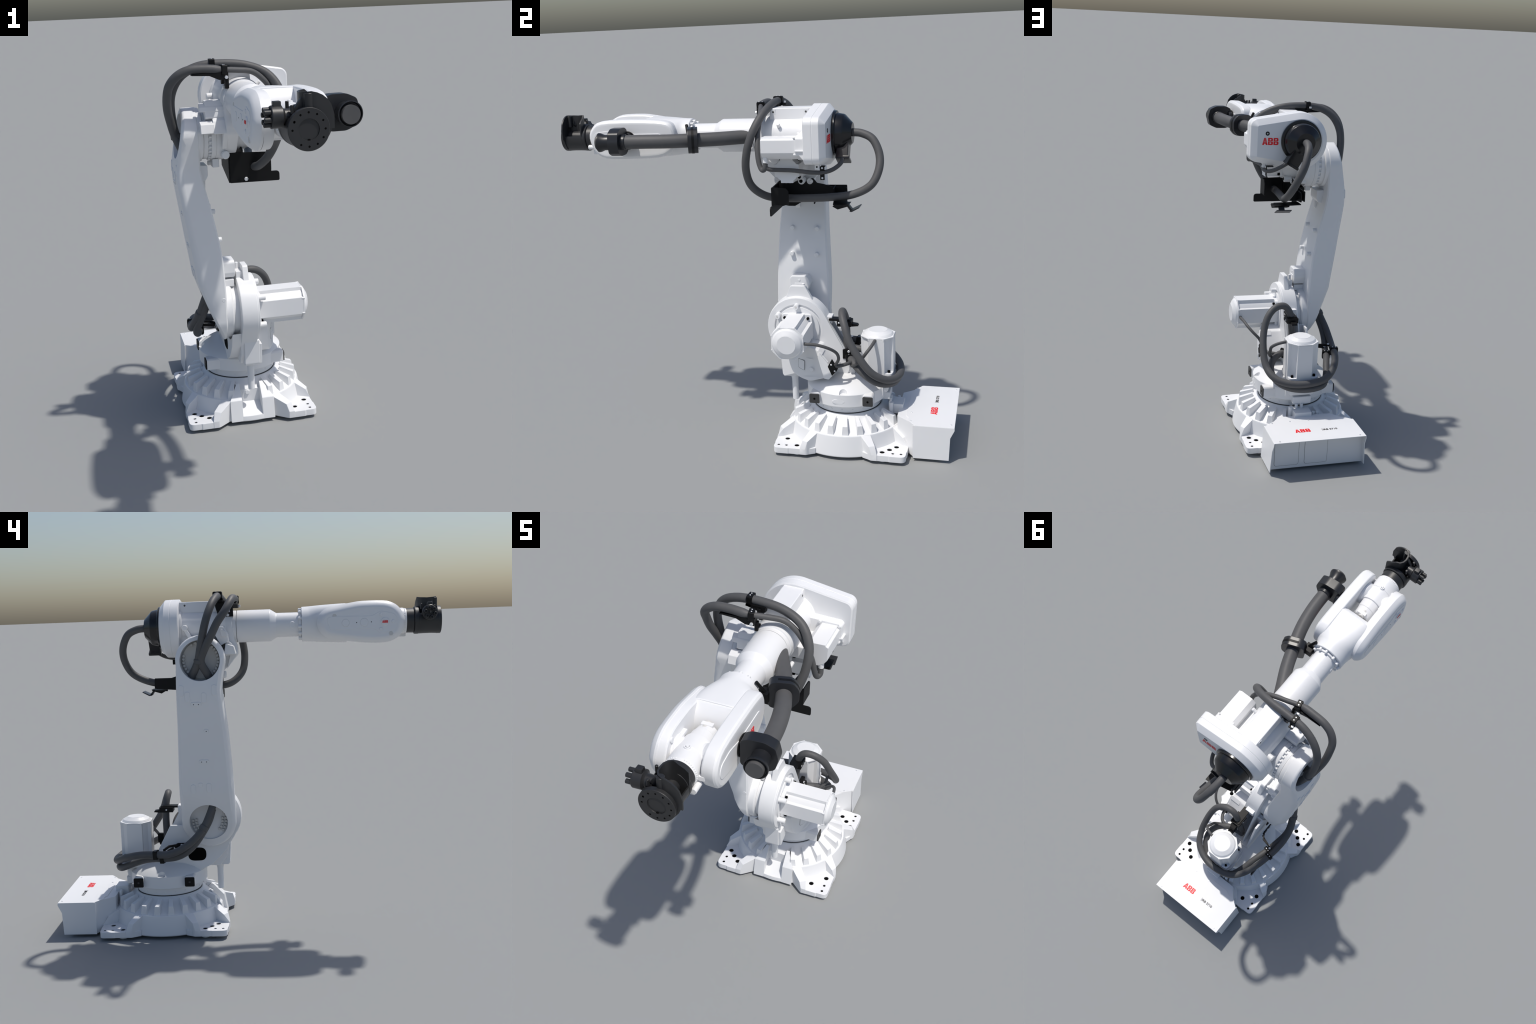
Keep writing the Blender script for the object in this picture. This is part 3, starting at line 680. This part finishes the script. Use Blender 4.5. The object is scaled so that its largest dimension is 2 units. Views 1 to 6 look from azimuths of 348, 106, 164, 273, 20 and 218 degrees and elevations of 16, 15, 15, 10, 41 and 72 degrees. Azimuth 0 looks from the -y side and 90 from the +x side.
    slab("fork_cover", L, [(-.086, .0), (-.0945, .0), (-.0980, .002), (-.1110, .011), (-.1195, .022), (-.1240, .034)], c, al)
    prism("cover_panel", 'x', rounded([(-.425, 1.585), (-.44, 1.532), (-.46, 1.527), (-.66, 1.527), (-.69, 1.50), (-.76, 1.52), (-.775, 1.56), (-.76, 1.595), (-.69, 1.612), (-.65, 1.588), (-.46, 1.592)], .016), -.1258, -.114, parent=al, bevel=.0012)
    ar = slab("fork_arm", Rr, [(.086, .007), (.088, .003), (.092, .001), (.120, .0), (.131, .001), (.138, .005), (.1445, .014), (.1465, .024)], c, fk)
    prism("arm_panel", 'x', rounded([(-.40, 1.53), (-.60, 1.525), (-.70, 1.515), (-.775, 1.53), (-.79, 1.56), (-.775, 1.595), (-.70, 1.605), (-.62, 1.588), (-.42, 1.588)], .02), .140, .1495, parent=ar, bevel=.002)
    # sloping root between the arms, under the mouth of the fork
    prism("fork_root", 'x', [(-.52, 1.6525), (-.535, 1.645), (-.556, 1.618), (-.570, 1.585), (-.574, 1.535), (-.556, 1.49), (-.52, 1.463)], -.053, .092, parent=fk, bevel=.004, ang=40)
    # trims on the left cover
    def disc(name, y, z, r, x=-.1259, h=.004, mat=WHITE, parent=al):
        return cyl(name, 'x', (y, z), r, x-h, x+.006, mat, parent, 32, .0012)
    d = disc("logo_button", -.711, 1.558, .0195, h=.0045)
    t = block_letters("red_lettering", "ABB", .0290, .0120, RED, al)
    basis(t, (0, -1, 0), (0, 0, 1), (-.1307, -.6965, 1.5525))
    for y, z in ((-.692, 1.593), (-.691, 1.524), (-.751, 1.559)): disc("cover_bolt", y, z, .0078, h=.003)
    for y, r in ((-.609, .021), (-.518, .0195)):
        disc("plug_gap", y, 1.5585, r, h=.0003, mat=GREYP); disc("round_plug", y, 1.5585, r-.0018, h=.0016)
    for y, z in ((-.572, 1.558), (-.644, 1.559)): disc("screw_hole", y, z, .0025, h=.0008, mat=VOID)
    for y, z in ((-.464, 1.594), (-.739, 1.501)):
        o = cyl("recess_nut", 'x', (y, z), .0125, -.1246, -.110, GREYP, al, 6, .002)
    # the cover leans: its lower edge stands further out than its upper one
    for o in [q for q in COL.objects if q.parent == al and not q.name.startswith("red_")]:
        for v in o.data.vertices: v.co.x -= (ZU - v.co.z)*.045
    # right arm lettering
    t = block_letters("red_lettering", "ABB", .100, .033, RED, ar)
    basis(t, (0, 1, 0), (0, 0, 1), (.1492, -.578, 1.526))
    for y in (-.55, -.62):
        disc("round_plug", y, 1.558, .02, x=.144, h=0, parent=ar)
    # nubs on the inner edges
    cyl("fork_nub", 'x', (-.748, 1.628), .012, -.07, -.045, parent=al, n=24)
    box("fork_nub", (.072, -.812, 1.535), (.10, -.785, 1.556), parent=ar, bevel=.003)
    cyl("fork_nub", 'y', (.075, 1.515), .012, -.85, -.80, parent=ar, n=24)
    o = box("under_clip", (.03, -.83, 1.478), (.07, -.775, 1.50), parent=ar, bevel=.004)

    # ---- white wrist body inside the fork
    w = revolve("wrist_body", 'y', ax, [(-.582, .0), (-.582, .038), (-.588, .043), (-.618, .0475), (-.621, .0485), (-.624, .0485), (-.628, .051), (-.668, .0545), (-.671, .060), (-.676, .0615), (-.748, .0635), (-.750, .0615), (-.752, .0635), (-.812, .0645), (-.816, .063), (-.830, .060), (-.832, .0)], n=72)
    ms = [at(X0+.0605*math.cos(math.radians(a)), -.815, ZU+.0605*math.sin(math.radians(a)), Matrix.Rotation(math.radians(90), 4, 'X')) for a in [d for d in range(0, 360, 8) if not 78 < d < 100]]
    bolt_heads("ring_bolt", .0036, .006, ms, WHITE, w)
    revolve("trunnion", 'x', (-.711, ZU), [(-.075, .058), (-.060, .060), (-.045, .060), (-.04, .05), (.06, .05), (.073, .060), (.088, .060), (.095, .058)], parent=w, n=56)
    ring("oil_plug", 'z', (X0, -.7555), .0075, .0125, 1.618, 1.6262, parent=w, n=28); cyl("oil_plug", 'z', (X0, -.7555), .0062, 1.615, 1.6295, parent=w, n=20)
    box("rear_clip", (X0-.024, -.600, 1.565), (X0+.024, -.580, 1.606), parent=w, bevel=.003)
    cyl("rear_port", 'y', (X0-.004, 1.590), .015, -.612, -.572, GREYP, w, 24)
    box("side_key", (X0-.068, -.70, 1.595), (X0-.05, -.65, 1.61), parent=w, bevel=.002)
    return ua

def build_tool():
    ax = (X0, ZU)
    b = revolve("tool_wrist", 'y', ax, [(-.826, .0), (-.826, .0585), (-.828, .0605), (-.864, .0615), (-.867, .060), (-.868, .0665), (-.872, .0685), (-.888, .0685), (-.891, .066), (-.891, .0)], DARK, n=72)
    # bowl between ring and flange: lower shell
    bm = bmesh.new(); n = 40; rows = []
    a0, a1 = math.radians(148), math.radians(372)
    for y, r in ((-.888, .0675), (-.92, .0665), (-.955, .0665), (-.984, .068)):
        rows.append([[bm.verts.new((X0+q*math.cos(a0+(a1-a0)*i/n), y, ZU+q*math.sin(a0+(a1-a0)*i/n))) for i in range(n+1)] for q in (r, r-.006)])
    for A, B in zip(rows[:-1], rows[1:]):
        for i in range(n):
            bm.faces.new((A[0][i], A[0][i+1], B[0][i+1], B[0][i])); bm.faces.new((A[1][i], B[1][i], B[1][i+1], A[1][i+1]))
        for i in (0, n): bm.faces.new((A[0][i], B[0][i], B[1][i], A[1][i]))
    for A in (rows[0], rows[-1]):
        for i in range(n): bm.faces.new((A[0][i], A[0][i+1], A[1][i+1], A[1][i]))
    finish(bm, "wrist_bowl", DARK, b, 40)
    cyl("inner_hub", 'y', ax, .034, -.985, -.88, DARK, b, 40)
    # tool flange
    f = revolve("tool_flange", 'y', ax, [(-.980, .0), (-.980, .067), (-.982, .0685), (-.998, .0685), (-1.0, .067), (-1.0, .0345), (-.9955, .034), (-.9950, .0)], DARK, n=72)
    ms = [at(X0+.0535*math.cos(math.radians(a)), -1.0003, ZU+.0535*math.sin(math.radians(a)), ROTY) for a in [90-30*k for k in range(12) if k != 8] + [152]]
    h = cyl("flange_dark_dot", 'z', (0, 0), .0036, 0, .003, VOID, f, 16, .0002); copies(h, "flange_dark_dot", ms)
    box("flange_key", (X0-.004, -.9995, ZU-.041), (X0+.004, -.994, ZU-.030), VOID, f, .0005)
    # cable guide: C-shaped wall in plan, open to the right, its crest falling in a curve toward the flange rim
    crest = [(-.02, 1.660), (.004, 1.6705), (.030, 1.6735), (.052, 1.668), (.072, 1.657), (.090, 1.637), (.101, 1.610), (.103, 1.585)]
    def top(x):
        return interp(crest, x)
    plan = [(.102, -.981), (.092, -.981), (.080, -.981), (.065, -.981), (.048, -.981), (.030, -.980), (.014, -.970), (.004, -.953), (.001, -.932), (.004, -.912), (.014, -.897), (.030, -.889), (.050, -.886), (.068, -.886), (.082, -.886)]
    C = [Vector((a, b, 0)) for a, b in plan]; bm = bmesh.new(); rows = []
    for i, p in enumerate(C):
        t = (C[min(i+1, len(C)-1)] - C[max(i-1, 0)]).normalized(); nr = Vector((-t.y, t.x, 0))*.0035
        if i < 6: nr = Vector((0, .0035, 0))
        if i > 11: nr = Vector((0, -.0035, 0))
        if nr.dot(Vector((.06, -.933, 0)) - p) < 0: nr = -nr
        o, q = p-nr, p+nr; zt = top(p.x) - (.012 if i > 11 else 0); zb = 1.555
        rows.append([bm.verts.new((o.x, o.y, zb)), bm.verts.new((q.x, q.y, zb)), bm.verts.new((q.x, q.y, zt)), bm.verts.new((o.x, o.y, zt))])
    for A, B in zip(rows[:-1], rows[1:]):
        for k in range(4): bm.faces.new((A[k], A[(k+1) % 4], B[(k+1) % 4], B[k]))
    bm.faces.new(rows[0]); bm.faces.new(rows[-1][::-1])
    finish(bm, "cable_guide", DARK, b, 40)
    front = [(.060, 1.50), (.0, 1.56), (.012, 1.62), (.060, 1.63), (.094, 1.615), (.1035, 1.590), (.098, 1.565), (.086, 1.535)]
    prism("guide_wall", 'y', rounded(front, .006), -.9832, -.9768, DARK, b, bevel=.001)
    cyl("guide_tube", 'z', (.022, -.972), .0150, 1.612, 1.668, DARK, b, 28)
    prism("guide_web", 'y', [(-.028, 1.615), (.004, 1.657), (.012, 1.62), (.0, 1.60)], -.96, -.945, DARK, b, bevel=.002)
    # valve cluster pointing left
    vz, vy = 1.596, -.935
    v = revolve("valve_block", 'x', (vy, vz), [(-.020, .024), (-.050, .0255), (-.055, .030), (-.058, .036), (-.092, .037), (-.095, .035), (-.096, .0)], DARK, b, 40)
    for a in range(15, 375, 60):
        cc = (vy+.0235*math.cos(math.radians(a)), vz+.0235*math.sin(math.radians(a)))
        cyl("valve_port", 'x', cc, .0088, -.118, -.094, DARK, v, 20)
        cyl("port_bore", 'x', cc, .0055, -.1186, -.117, BLACK, v, 16)
    cyl("valve_port", 'x', (vy, vz), .006, -.112, -.094, DARK, v, 16)
    prism("valve_key", 'x', [(vy-.014, vz+.030), (vy+.014, vz+.030), (vy+.012, vz+.050), (vy-.012, vz+.050)], -.086, -.060, DARK, v, bevel=.003)
    for y, z in ((-.900, 1.632), (-.965, 1.625)): cyl("valve_screw", 'z', (-.030, y), .006, z-.02, z+.008, DARK, v, 16)
    return b

# ================================================================== HOSES
HA = [(.017,.490,1.566),(.020,.545,1.560),(.034,.598,1.532),(.060,.631,1.464),(.092,.630,1.393),(.116,.594,1.327),(.115,.510,1.285),(.097,.397,1.267),(.077,.282,1.258),(.065,.170,1.255),(.076,.076,1.268),(.112,.016,1.322),(.151,.002,1.405),(.178,.018,1.499),(.176,.050,1.590),(.130,.083,1.660),(.044,.103,1.698),(-.061,.109,1.7105),(-.163,.115,1.7035),(-.239,.135,1.662),(-.279,.161,1.583),(-.279,.186,1.480),(-.262,.205,1.400),(-.232,.238,1.335),(-.205,.25,1.31)]
HB = [(.213,.117,1.448),(.213,.112,1.425),(.206,.100,1.417),(.200,.088,1.430),(.194,.078,1.465),(.182,.072,1.520),(.150,.070,1.585),(.110,.069,1.638),(.060,.062,1.674),(-.011,.045,1.685),(-.083,.027,1.691),(-.154,.028,1.697),(-.216,.032,1.694),(-.263,.043,1.672),(-.294,.066,1.633),(-.303,.100,1.585),(-.301,.131,1.527),(-.287,.166,1.465),(-.268,.190,1.402),(-.240,.165,1.340),(-.205,.152,1.31)]
HC = [(.012,.445,.40),(.018,.447,.50),(.024,.448,.57),(.034,.445,.64),(.065,.438,.684),(.117,.444,.680),(.162,.464,.638),(.189,.492,.566),(.201,.541,.488),(.198,.597,.417),(.166,.660,.373),(.092,.704,.354),(-.003,.716,.354),(-.095,.696,.367),(-.157,.641,.398),(-.196,.556,.421),(-.217,.471,.427),(-.227,.408,.430),(-.232,.350,.450),(-.228,.282,.494),(-.206,.222,.560),(-.180,.180,.650),(-.160,.170,.69)]
HD = [(.000,.455,.385),(.030,.462,.415),(.085,.480,.434),(.136,.516,.416),(.161,.559,.389),(.159,.602,.358),(.131,.645,.334),(.082,.680,.320),(.020,.699,.317),(-.044,.699,.320),(-.097,.674,.328),(-.129,.616,.355),(-.150,.550,.380),(-.170,.490,.393),(-.187,.430,.397),(-.202,.366,.409),(-.214,.313,.437),(-.214,.270,.476),(-.200,.230,.530),(-.183,.195,.590),(-.170,.175,.65)]
HM2 = [(.255,.270,.578),(.267,.285,.578),(.260,.334,.574),(.249,.380,.560),(.227,.413,.537),(.198,.430,.507),(.180,.432,.471),(.168,.411,.432)]
HM1 = [(.085,.601,.548),(.100,.600,.546),(.139,.589,.533),(.165,.569,.509),(.164,.546,.477),(.160,.519,.446),(.130,.492,.420),(.10,.48,.425)]
HX = [(.168,.408,.428),(.160,.440,.432),(.140,.470,.436),(.110,.484,.434)]
HK = [(.213,.117,1.43),(.205,.135,1.420),(.188,.170,1.415),(.176,.230,1.411),(.180,.285,1.406),(.186,.334,1.402),(.181,.386,1.402),(.162,.428,1.413),(.131,.459,1.436),(.090,.465,1.462)]
HW = [(.060,.020,1.558),(.092,-.045,1.558),(.138,-.139,1.5575),(.178,-.248,1.558),(.213,-.358,1.559),(.232,-.470,1.561),(.239,-.588,1.561),(.242,-.640,1.561),(.2455,-.718,1.560)]

def clamp_band(name, path, near, r, w, parent, relax=0, mat=BLACK, t=.004, up=(0, 0, 1)):
    """squared strap round a hose with two screws on top"""
    p, d = path_frame(path, near, relax); R = r+t
    o = rounded([(-R, -R), (R, -R), (R, R), (-R, R)], R*.35)
    b = prism(name, 'z', o, -w/2, w/2, mat, parent, bevel=.0012)
    place(b, p, d, up)
    s = cyl("strap_screw", 'z', (0, 0), .0032, 0, .002, STEEL, b, 14, .0005)
    copies(s, "strap_screw", [at(dx, R-.0005, 0, ROTY) for dx in (-.008, .008)])
    return b

def build_hoses():
    r = .0192
    ha = tube("hose", HA, lambda t: r, relax=0)
    hb = tube("hose", HB, lambda t: .0122 if t < .485 else (.0122+(r-.0122)*min(1, (t-.485)/.03)), relax=0)
    hc = tube("hose", HC, .0186, relax=0)
    hd = tube("hose", HD, .0180, relax=0)
    tube("cable", HM2, .0078); tube("cable", HM1, .0082, relax=0); tube("cable", HX, .0095)
    tube("cable", HK, .0102, relax=0)
    hw = tube("conduit", HW, .0335, n=32)
    # bands where hoses run together into the arm openings
    p, d = path_frame(HA, (-.262, .205, 1.40))
    b = revolve("hose_band", 'z', (0, 0), [(-.012, .024), (-.009, .0265), (.009, .0265), (.012, .024)], HOSE, ha, 32); b.scale = (1, 1, 1)
    place(b, Vector((-.262, .199, 1.402)), Vector((.12, .0, -1)))
    b = revolve("hose_band", 'z', (0, 0), [(-.014, .019), (-.010, .0225), (.010, .0225), (.014, .019)], HOSE, hc, 32)
    place(b, *path_frame(HC, (-.206, .222, .56), 0))
    # ---- upper clamps
    c1 = clamp_band("hose_clamp", HA, (-.105, .107, 1.710), r, .024, ha, 0)
    prism("clamp_foot", 'x', [(.085, 1.690), (.085, 1.700), (.150, 1.700), (.150, 1.690)], -.118, -.094, BLACK, ha, bevel=.001)
    sb = prism("clamp_bracket", 'x', rounded([(.080, 1.690), (.130, 1.692), (.128, 1.66), (.118, 1.625), (.104, 1.625), (.085, 1.66)], .003), -.066, -.050, BLACK, None, bevel=.001)
    prism("bracket_arm", 'y', [(-.118, 1.692), (-.118, 1.700), (-.03, 1.700), (-.03, 1.676), (-.06, 1.676)], .085, .125, BLACK, sb, bevel=.001)
    c2 = clamp_band("hose_clamp", HB, (-.072, .030, 1.690), .0165, .024, hb, 0)
    prism("bracket_arm", 'y', rounded([(-.205, 1.672), (-.205, 1.676), (-.12, 1.680), (-.05, 1.682), (-.05, 1.650), (-.09, 1.650), (-.13, 1.668)], .002), .012, .050, BLACK, sb, bevel=.001)
    prism("bracket_leg", 'x', rounded([(.040, 1.655), (.040, 1.610), (.075, 1.610), (.075, 1.630), (.055, 1.632), (.055, 1.655)], .002), -.060, -.044, BLACK, sb, bevel=.001)
    bolt_heads("bracket_bolt", .0075, .010, [at(-.112, .140, 1.699), at(-.058, .066, 1.618, Matrix.Rotation(math.radians(-90), 4, 'Y')), at(-.085, .060, 1.664), at(-.06, .012, 1.66, Matrix.Rotation(math.radians(90), 4, 'X'))], STEEL, sb, True)
    # ---- tray bracket below the elbow
    tr = prism("hose_tray", 'y', rounded([(-.046, 1.190), (.165, 1.187), (.179, 1.187), (.179, 1.231), (.142, 1.231), (.142, 1.318), (-.044, 1.326)], [.004, .0, .016, .016, .002, .004, .004]), .118, .125, BLACK, None, bevel=.001)
    prism("tray_side", 'x', rounded([(.120, 1.237), (.120, 1.322), (.190, 1.319), (.204, 1.305), (.204, 1.237)], [.002, .002, .012, .010, .004]), .138, .143, BLACK, tr, bevel=.0008)
    prism("tray_back", 'x', rounded([(.120, 1.215), (.120, 1.325), (.150, 1.345), (.215, 1.340), (.235, 1.326), (.262, 1.326), (.280, 1.345), (.300, 1.345), (.318, 1.322), (.350, 1.316), (.395, 1.303), (.462, 1.302), (.467, 1.294), (.467, 1.254), (.30, 1.240), (.262, 1.240), (.205, 1.206), (.175, 1.206)], .004), .012, .018, BLACK, tr, bevel=.0008)
    box("tray_link", (-.046, .1205, 1.262), (.012, .17, 1.280), BLACK, tr, .002)
    prism("tray_side", 'x', rounded([(.355, 1.254), (.465, 1.256), (.463, 1.309), (.355, 1.309)], .004), -.006, .0, BLACK, tr, bevel=.0008)
    prism("tray_flank", 'x', rounded([(.122, 1.190), (.122, 1.326), (.200, 1.312), (.302, 1.298), (.302, 1.242)], .003), -.050, -.045, BLACK, tr, bevel=.0008)
    prism("tray_rear", 'y', [(-.050, 1.300), (-.050, 1.242), (-.021, 1.234), (-.004, 1.216), (.016, 1.216), (.016, 1.302)], .2985, .3035, BLACK, tr, bevel=.0008)
    prism("tray_end", 'y', [(-.003, 1.257), (.058, 1.250), (.058, 1.300), (-.003, 1.308)], .404, .409, BLACK, tr, bevel=.0008)
    prism("tray_floor", 'z', [(.014, .40), (.150, .42), (.150, .492), (.014, .465)], 1.2395, 1.2445, BLACK, tr, bevel=.0008)
    # swinging foot at the rear end of the tray
    prism("tray_foot", 'x', [(.420, 1.236), (.445, 1.222), (.492, 1.236), (.498, 1.244), (.430, 1.244)], .085, .165, BLACK, tr, bevel=.001)
    prism("tray_foot_neck", 'x', [(.480, 1.240), (.492, 1.240), (.512, 1.214), (.500, 1.211)], .112, .142, CLAMP, tr, bevel=.0008)
    prism("tray_foot_plate", 'x', [(.500, 1.2115), (.512, 1.2105), (.548, 1.230), (.546, 1.234)], .088, .166, CLAMP, tr, bevel=.0008)
    bolt_heads("tray_bolt", .0095, .008, [at(.026, .1185, 1.205, Matrix.Rotation(math.radians(90), 4, 'X')), at(.018, .185, 1.330, ROTX), at(.018, .165, 1.330, ROTX), at(.018, .292, 1.330, ROTX)], STEEL, tr, True)
    cyl("tray_lug", 'x', (.248, 1.336), .0165, .01, .050, WHITE, tr, 28); cyl("tray_lug_bore", 'x', (.246, 1.336), .0090, .0495, .0508, VOID, tr, 20)
    # clip on the thin cable
    cl = box("cable_clip", (.184, .371, 1.367), (.188, .392, 1.431), BLACK, None, .001)
    bolt_heads("clip_screw", .0048, .003, [at(.1875, .3815, 1.4235, ROTX), at(.1875, .3815, 1.3765, ROTX)], STEEL, cl)
    box("clip_leg", (.150, .372, 1.425), (.187, .391, 1.430), BLACK, cl, .001)
    # ---- lower clamps
    p, d = path_frame(HC, (.03, .447, .61), 1)
    lc = box("hose_clamp", (-.004, .405, .598), (.058, .478, .626), BLACK, None, .002)
    prism("clamp_hook", 'x', [(.476, .610), (.505, .606), (.510, .598), (.476, .594)], .01, .040, BLACK, lc, bevel=.001)
    box("clamp_plate", (.002, .362, .622), (.046, .470, .632), BLACK, lc, .002)
    box("clamp_mount", (-.024, .345, .600), (.030, .376, .640), WHITE, lc, .004)
    bolt_heads("clamp_screw", .0045, .003, [at(.0575, .45, .610, ROTX), at(.0575, .415, .618, ROTX), at(-.0035, .44, .612, Matrix.Rotation(math.radians(-90), 4, 'Y'))], STEEL, lc)
    c = clamp_band("hose_clamp", HD, (.07, .475, .434), .0185, .020, hd, 0, t=.006)
    box("clamp_plate", (.035, .430, .425), (.055, .50, .475), BLACK, None, .002)
    bolt_heads("clamp_screw", .0065, .005, [at(.058, .462, .468, ROTX), at(.06, .49, .43, ROTX)], STEEL, hd)
    g1 = clamp_band("hose_clamp", HC, (-.217, .470, .427), .0186, .020, hc, 0)
    g2 = clamp_band("hose_clamp", HD, (-.184, .440, .397), .0180, .020, hd, 0)
    w1 = prism("clamp_rail", 'z', [(-.104, .372), (-.104, .378), (-.130, .420), (-.205, .436), (-.207, .430), (-.134, .413), (-.110, .372)], .440, .452, BLACK, None, bevel=.0008)
    prism("clamp_rail", 'z', [(-.110, .40), (-.178, .425), (-.180, .419), (-.112, .394)], .425, .437, BLACK, w1, bevel=.0008)
    prism("clamp_plate", 'x', rounded([(.30, .430), (.375, .420), (.395, .440), (.375, .458), (.31, .458)], .008), -.112, -.106, BLACK, w1, bevel=.001)
    bolt_heads("clamp_screw", .0065, .004, [at(-.111, .352, .447, Matrix.Rotation(math.radians(-90), 4, 'Y')), at(-.111, .325, .446, Matrix.Rotation(math.radians(-90), 4, 'Y')), at(-.195, .436, .452), at(-.178, .425, .434)], STEEL, w1)
    # ---- conduit fittings
    p, d = path_frame(HW, (.181, -.253, 1.558))
    k = prism("conduit_clamp", 'z', rounded([(-.058, -.052), (-.030, -.062), (.030, -.060), (.060, -.030), (.062, .025), (.035, .058), (-.030, .062), (-.058, .050)], .016), -.024, .024, CLAMP, hw, bevel=.002)
    place(k, p, d, (0, 0, 1))
    R = prism("clamp_groove", 'z', rounded([(-.030, -.0628), (.030, -.0608), (.0608, -.030), (.0628, .025), (.035, .0588), (-.030, .0628), (-.02, .02), (-.02, -.02)], .014), -.006, .006, BLACK, k, bevel=0)
    a = tube("clamp_strut", [(.128, -.270, 1.553), (.120, -.288, 1.566), (.104, -.300, 1.595), (.088, -.309, 1.622)], .0075, BLACK, None, 8, 4)
    box("strut_foot", (.088, -.309, 1.530), (.135, -.262, 1.575), BLACK, a, .003)
    p2, d2 = path_frame(HW, (.249, -.618, 1.561))
    k2 = prism("conduit_clamp", 'z', rounded([(-.080, -.052), (-.050, -.066), (.010, -.066), (.050, -.048), (.062, .0), (.050, .048), (.010, .066), (-.050, .066), (-.080, .052)], .012), -.026, .026, CLAMP, hw, bevel=.002)
    # plate side faces the fork
    zc = d2; xc = Vector((1, 0, 0)) - zc*zc.x; xc.normalize(); yc = zc.cross(xc)
    k2.matrix_local = Matrix.Translation(p2) @ Matrix((xc, yc, zc)).transposed().to_4x4()
    zc = d; xc = Vector((1, 0, 0)) - zc*zc.x; xc.normalize(); yc = zc.cross(xc)
    k.matrix_local = Matrix.Translation(p) @ Matrix((xc, yc, zc)).transposed().to_4x4()
    sl = revolve("conduit_sleeve", 'z', (0, 0), [(-.050, .0355), (-.047, .0375), (.030, .0375), (.060, .037), (.080, .0455), (.090, .0465), (.091, .043), (.080, .0400), (.07, .0)], CLAMP, hw, 48)
    place(sl, p2, d2)
    cyl("fork_swivel", 'x', (-.600, ZU), .040, .146, .176, CLAMP, hw, 40, .004)
    cyl("fork_swivel", 'x', (-.600, ZU), .046, .150, .158, BLACK, hw, 40, .003)

build_base(); build_connector_box(); build_turret(); build_lower_arm(); build_elbow(); build_upper_arm(); build_tool(); build_hoses()

# ------------------------------------------------------------------ tidy the tree: thing > part > sub-part
def tidy():
    bpy.context.view_layer.update()
    own = ("shoulder_plate", "frame_cheek", "gear_cover", "shoulder_motor", "slewing_motor", "elbow_motor", "forearm_motor", "gear_hood",
           "cable_dome", "foot", "hose_clamp", "conduit_clamp", "conduit_sleeve", "valve_block", "tool_flange", "fork_arm")
    def move(o, p):
        w = o.matrix_world.copy(); o.parent = p
        o.matrix_parent_inverse = p.matrix_world.inverted(); o.matrix_basis = w
    obs = [o for o in COL.objects if o is not ROOT]
    for o in obs:
        if o.name.split(".")[0] in own and o.parent is not ROOT: move(o, ROOT)
    bpy.context.view_layer.update()
    for o in obs:
        if o.parent is not ROOT and o.parent.parent is not ROOT:
            p = o.parent
            while p.parent is not ROOT: p = p.parent
            move(o, p)
    bpy.context.view_layer.update()
tidy()
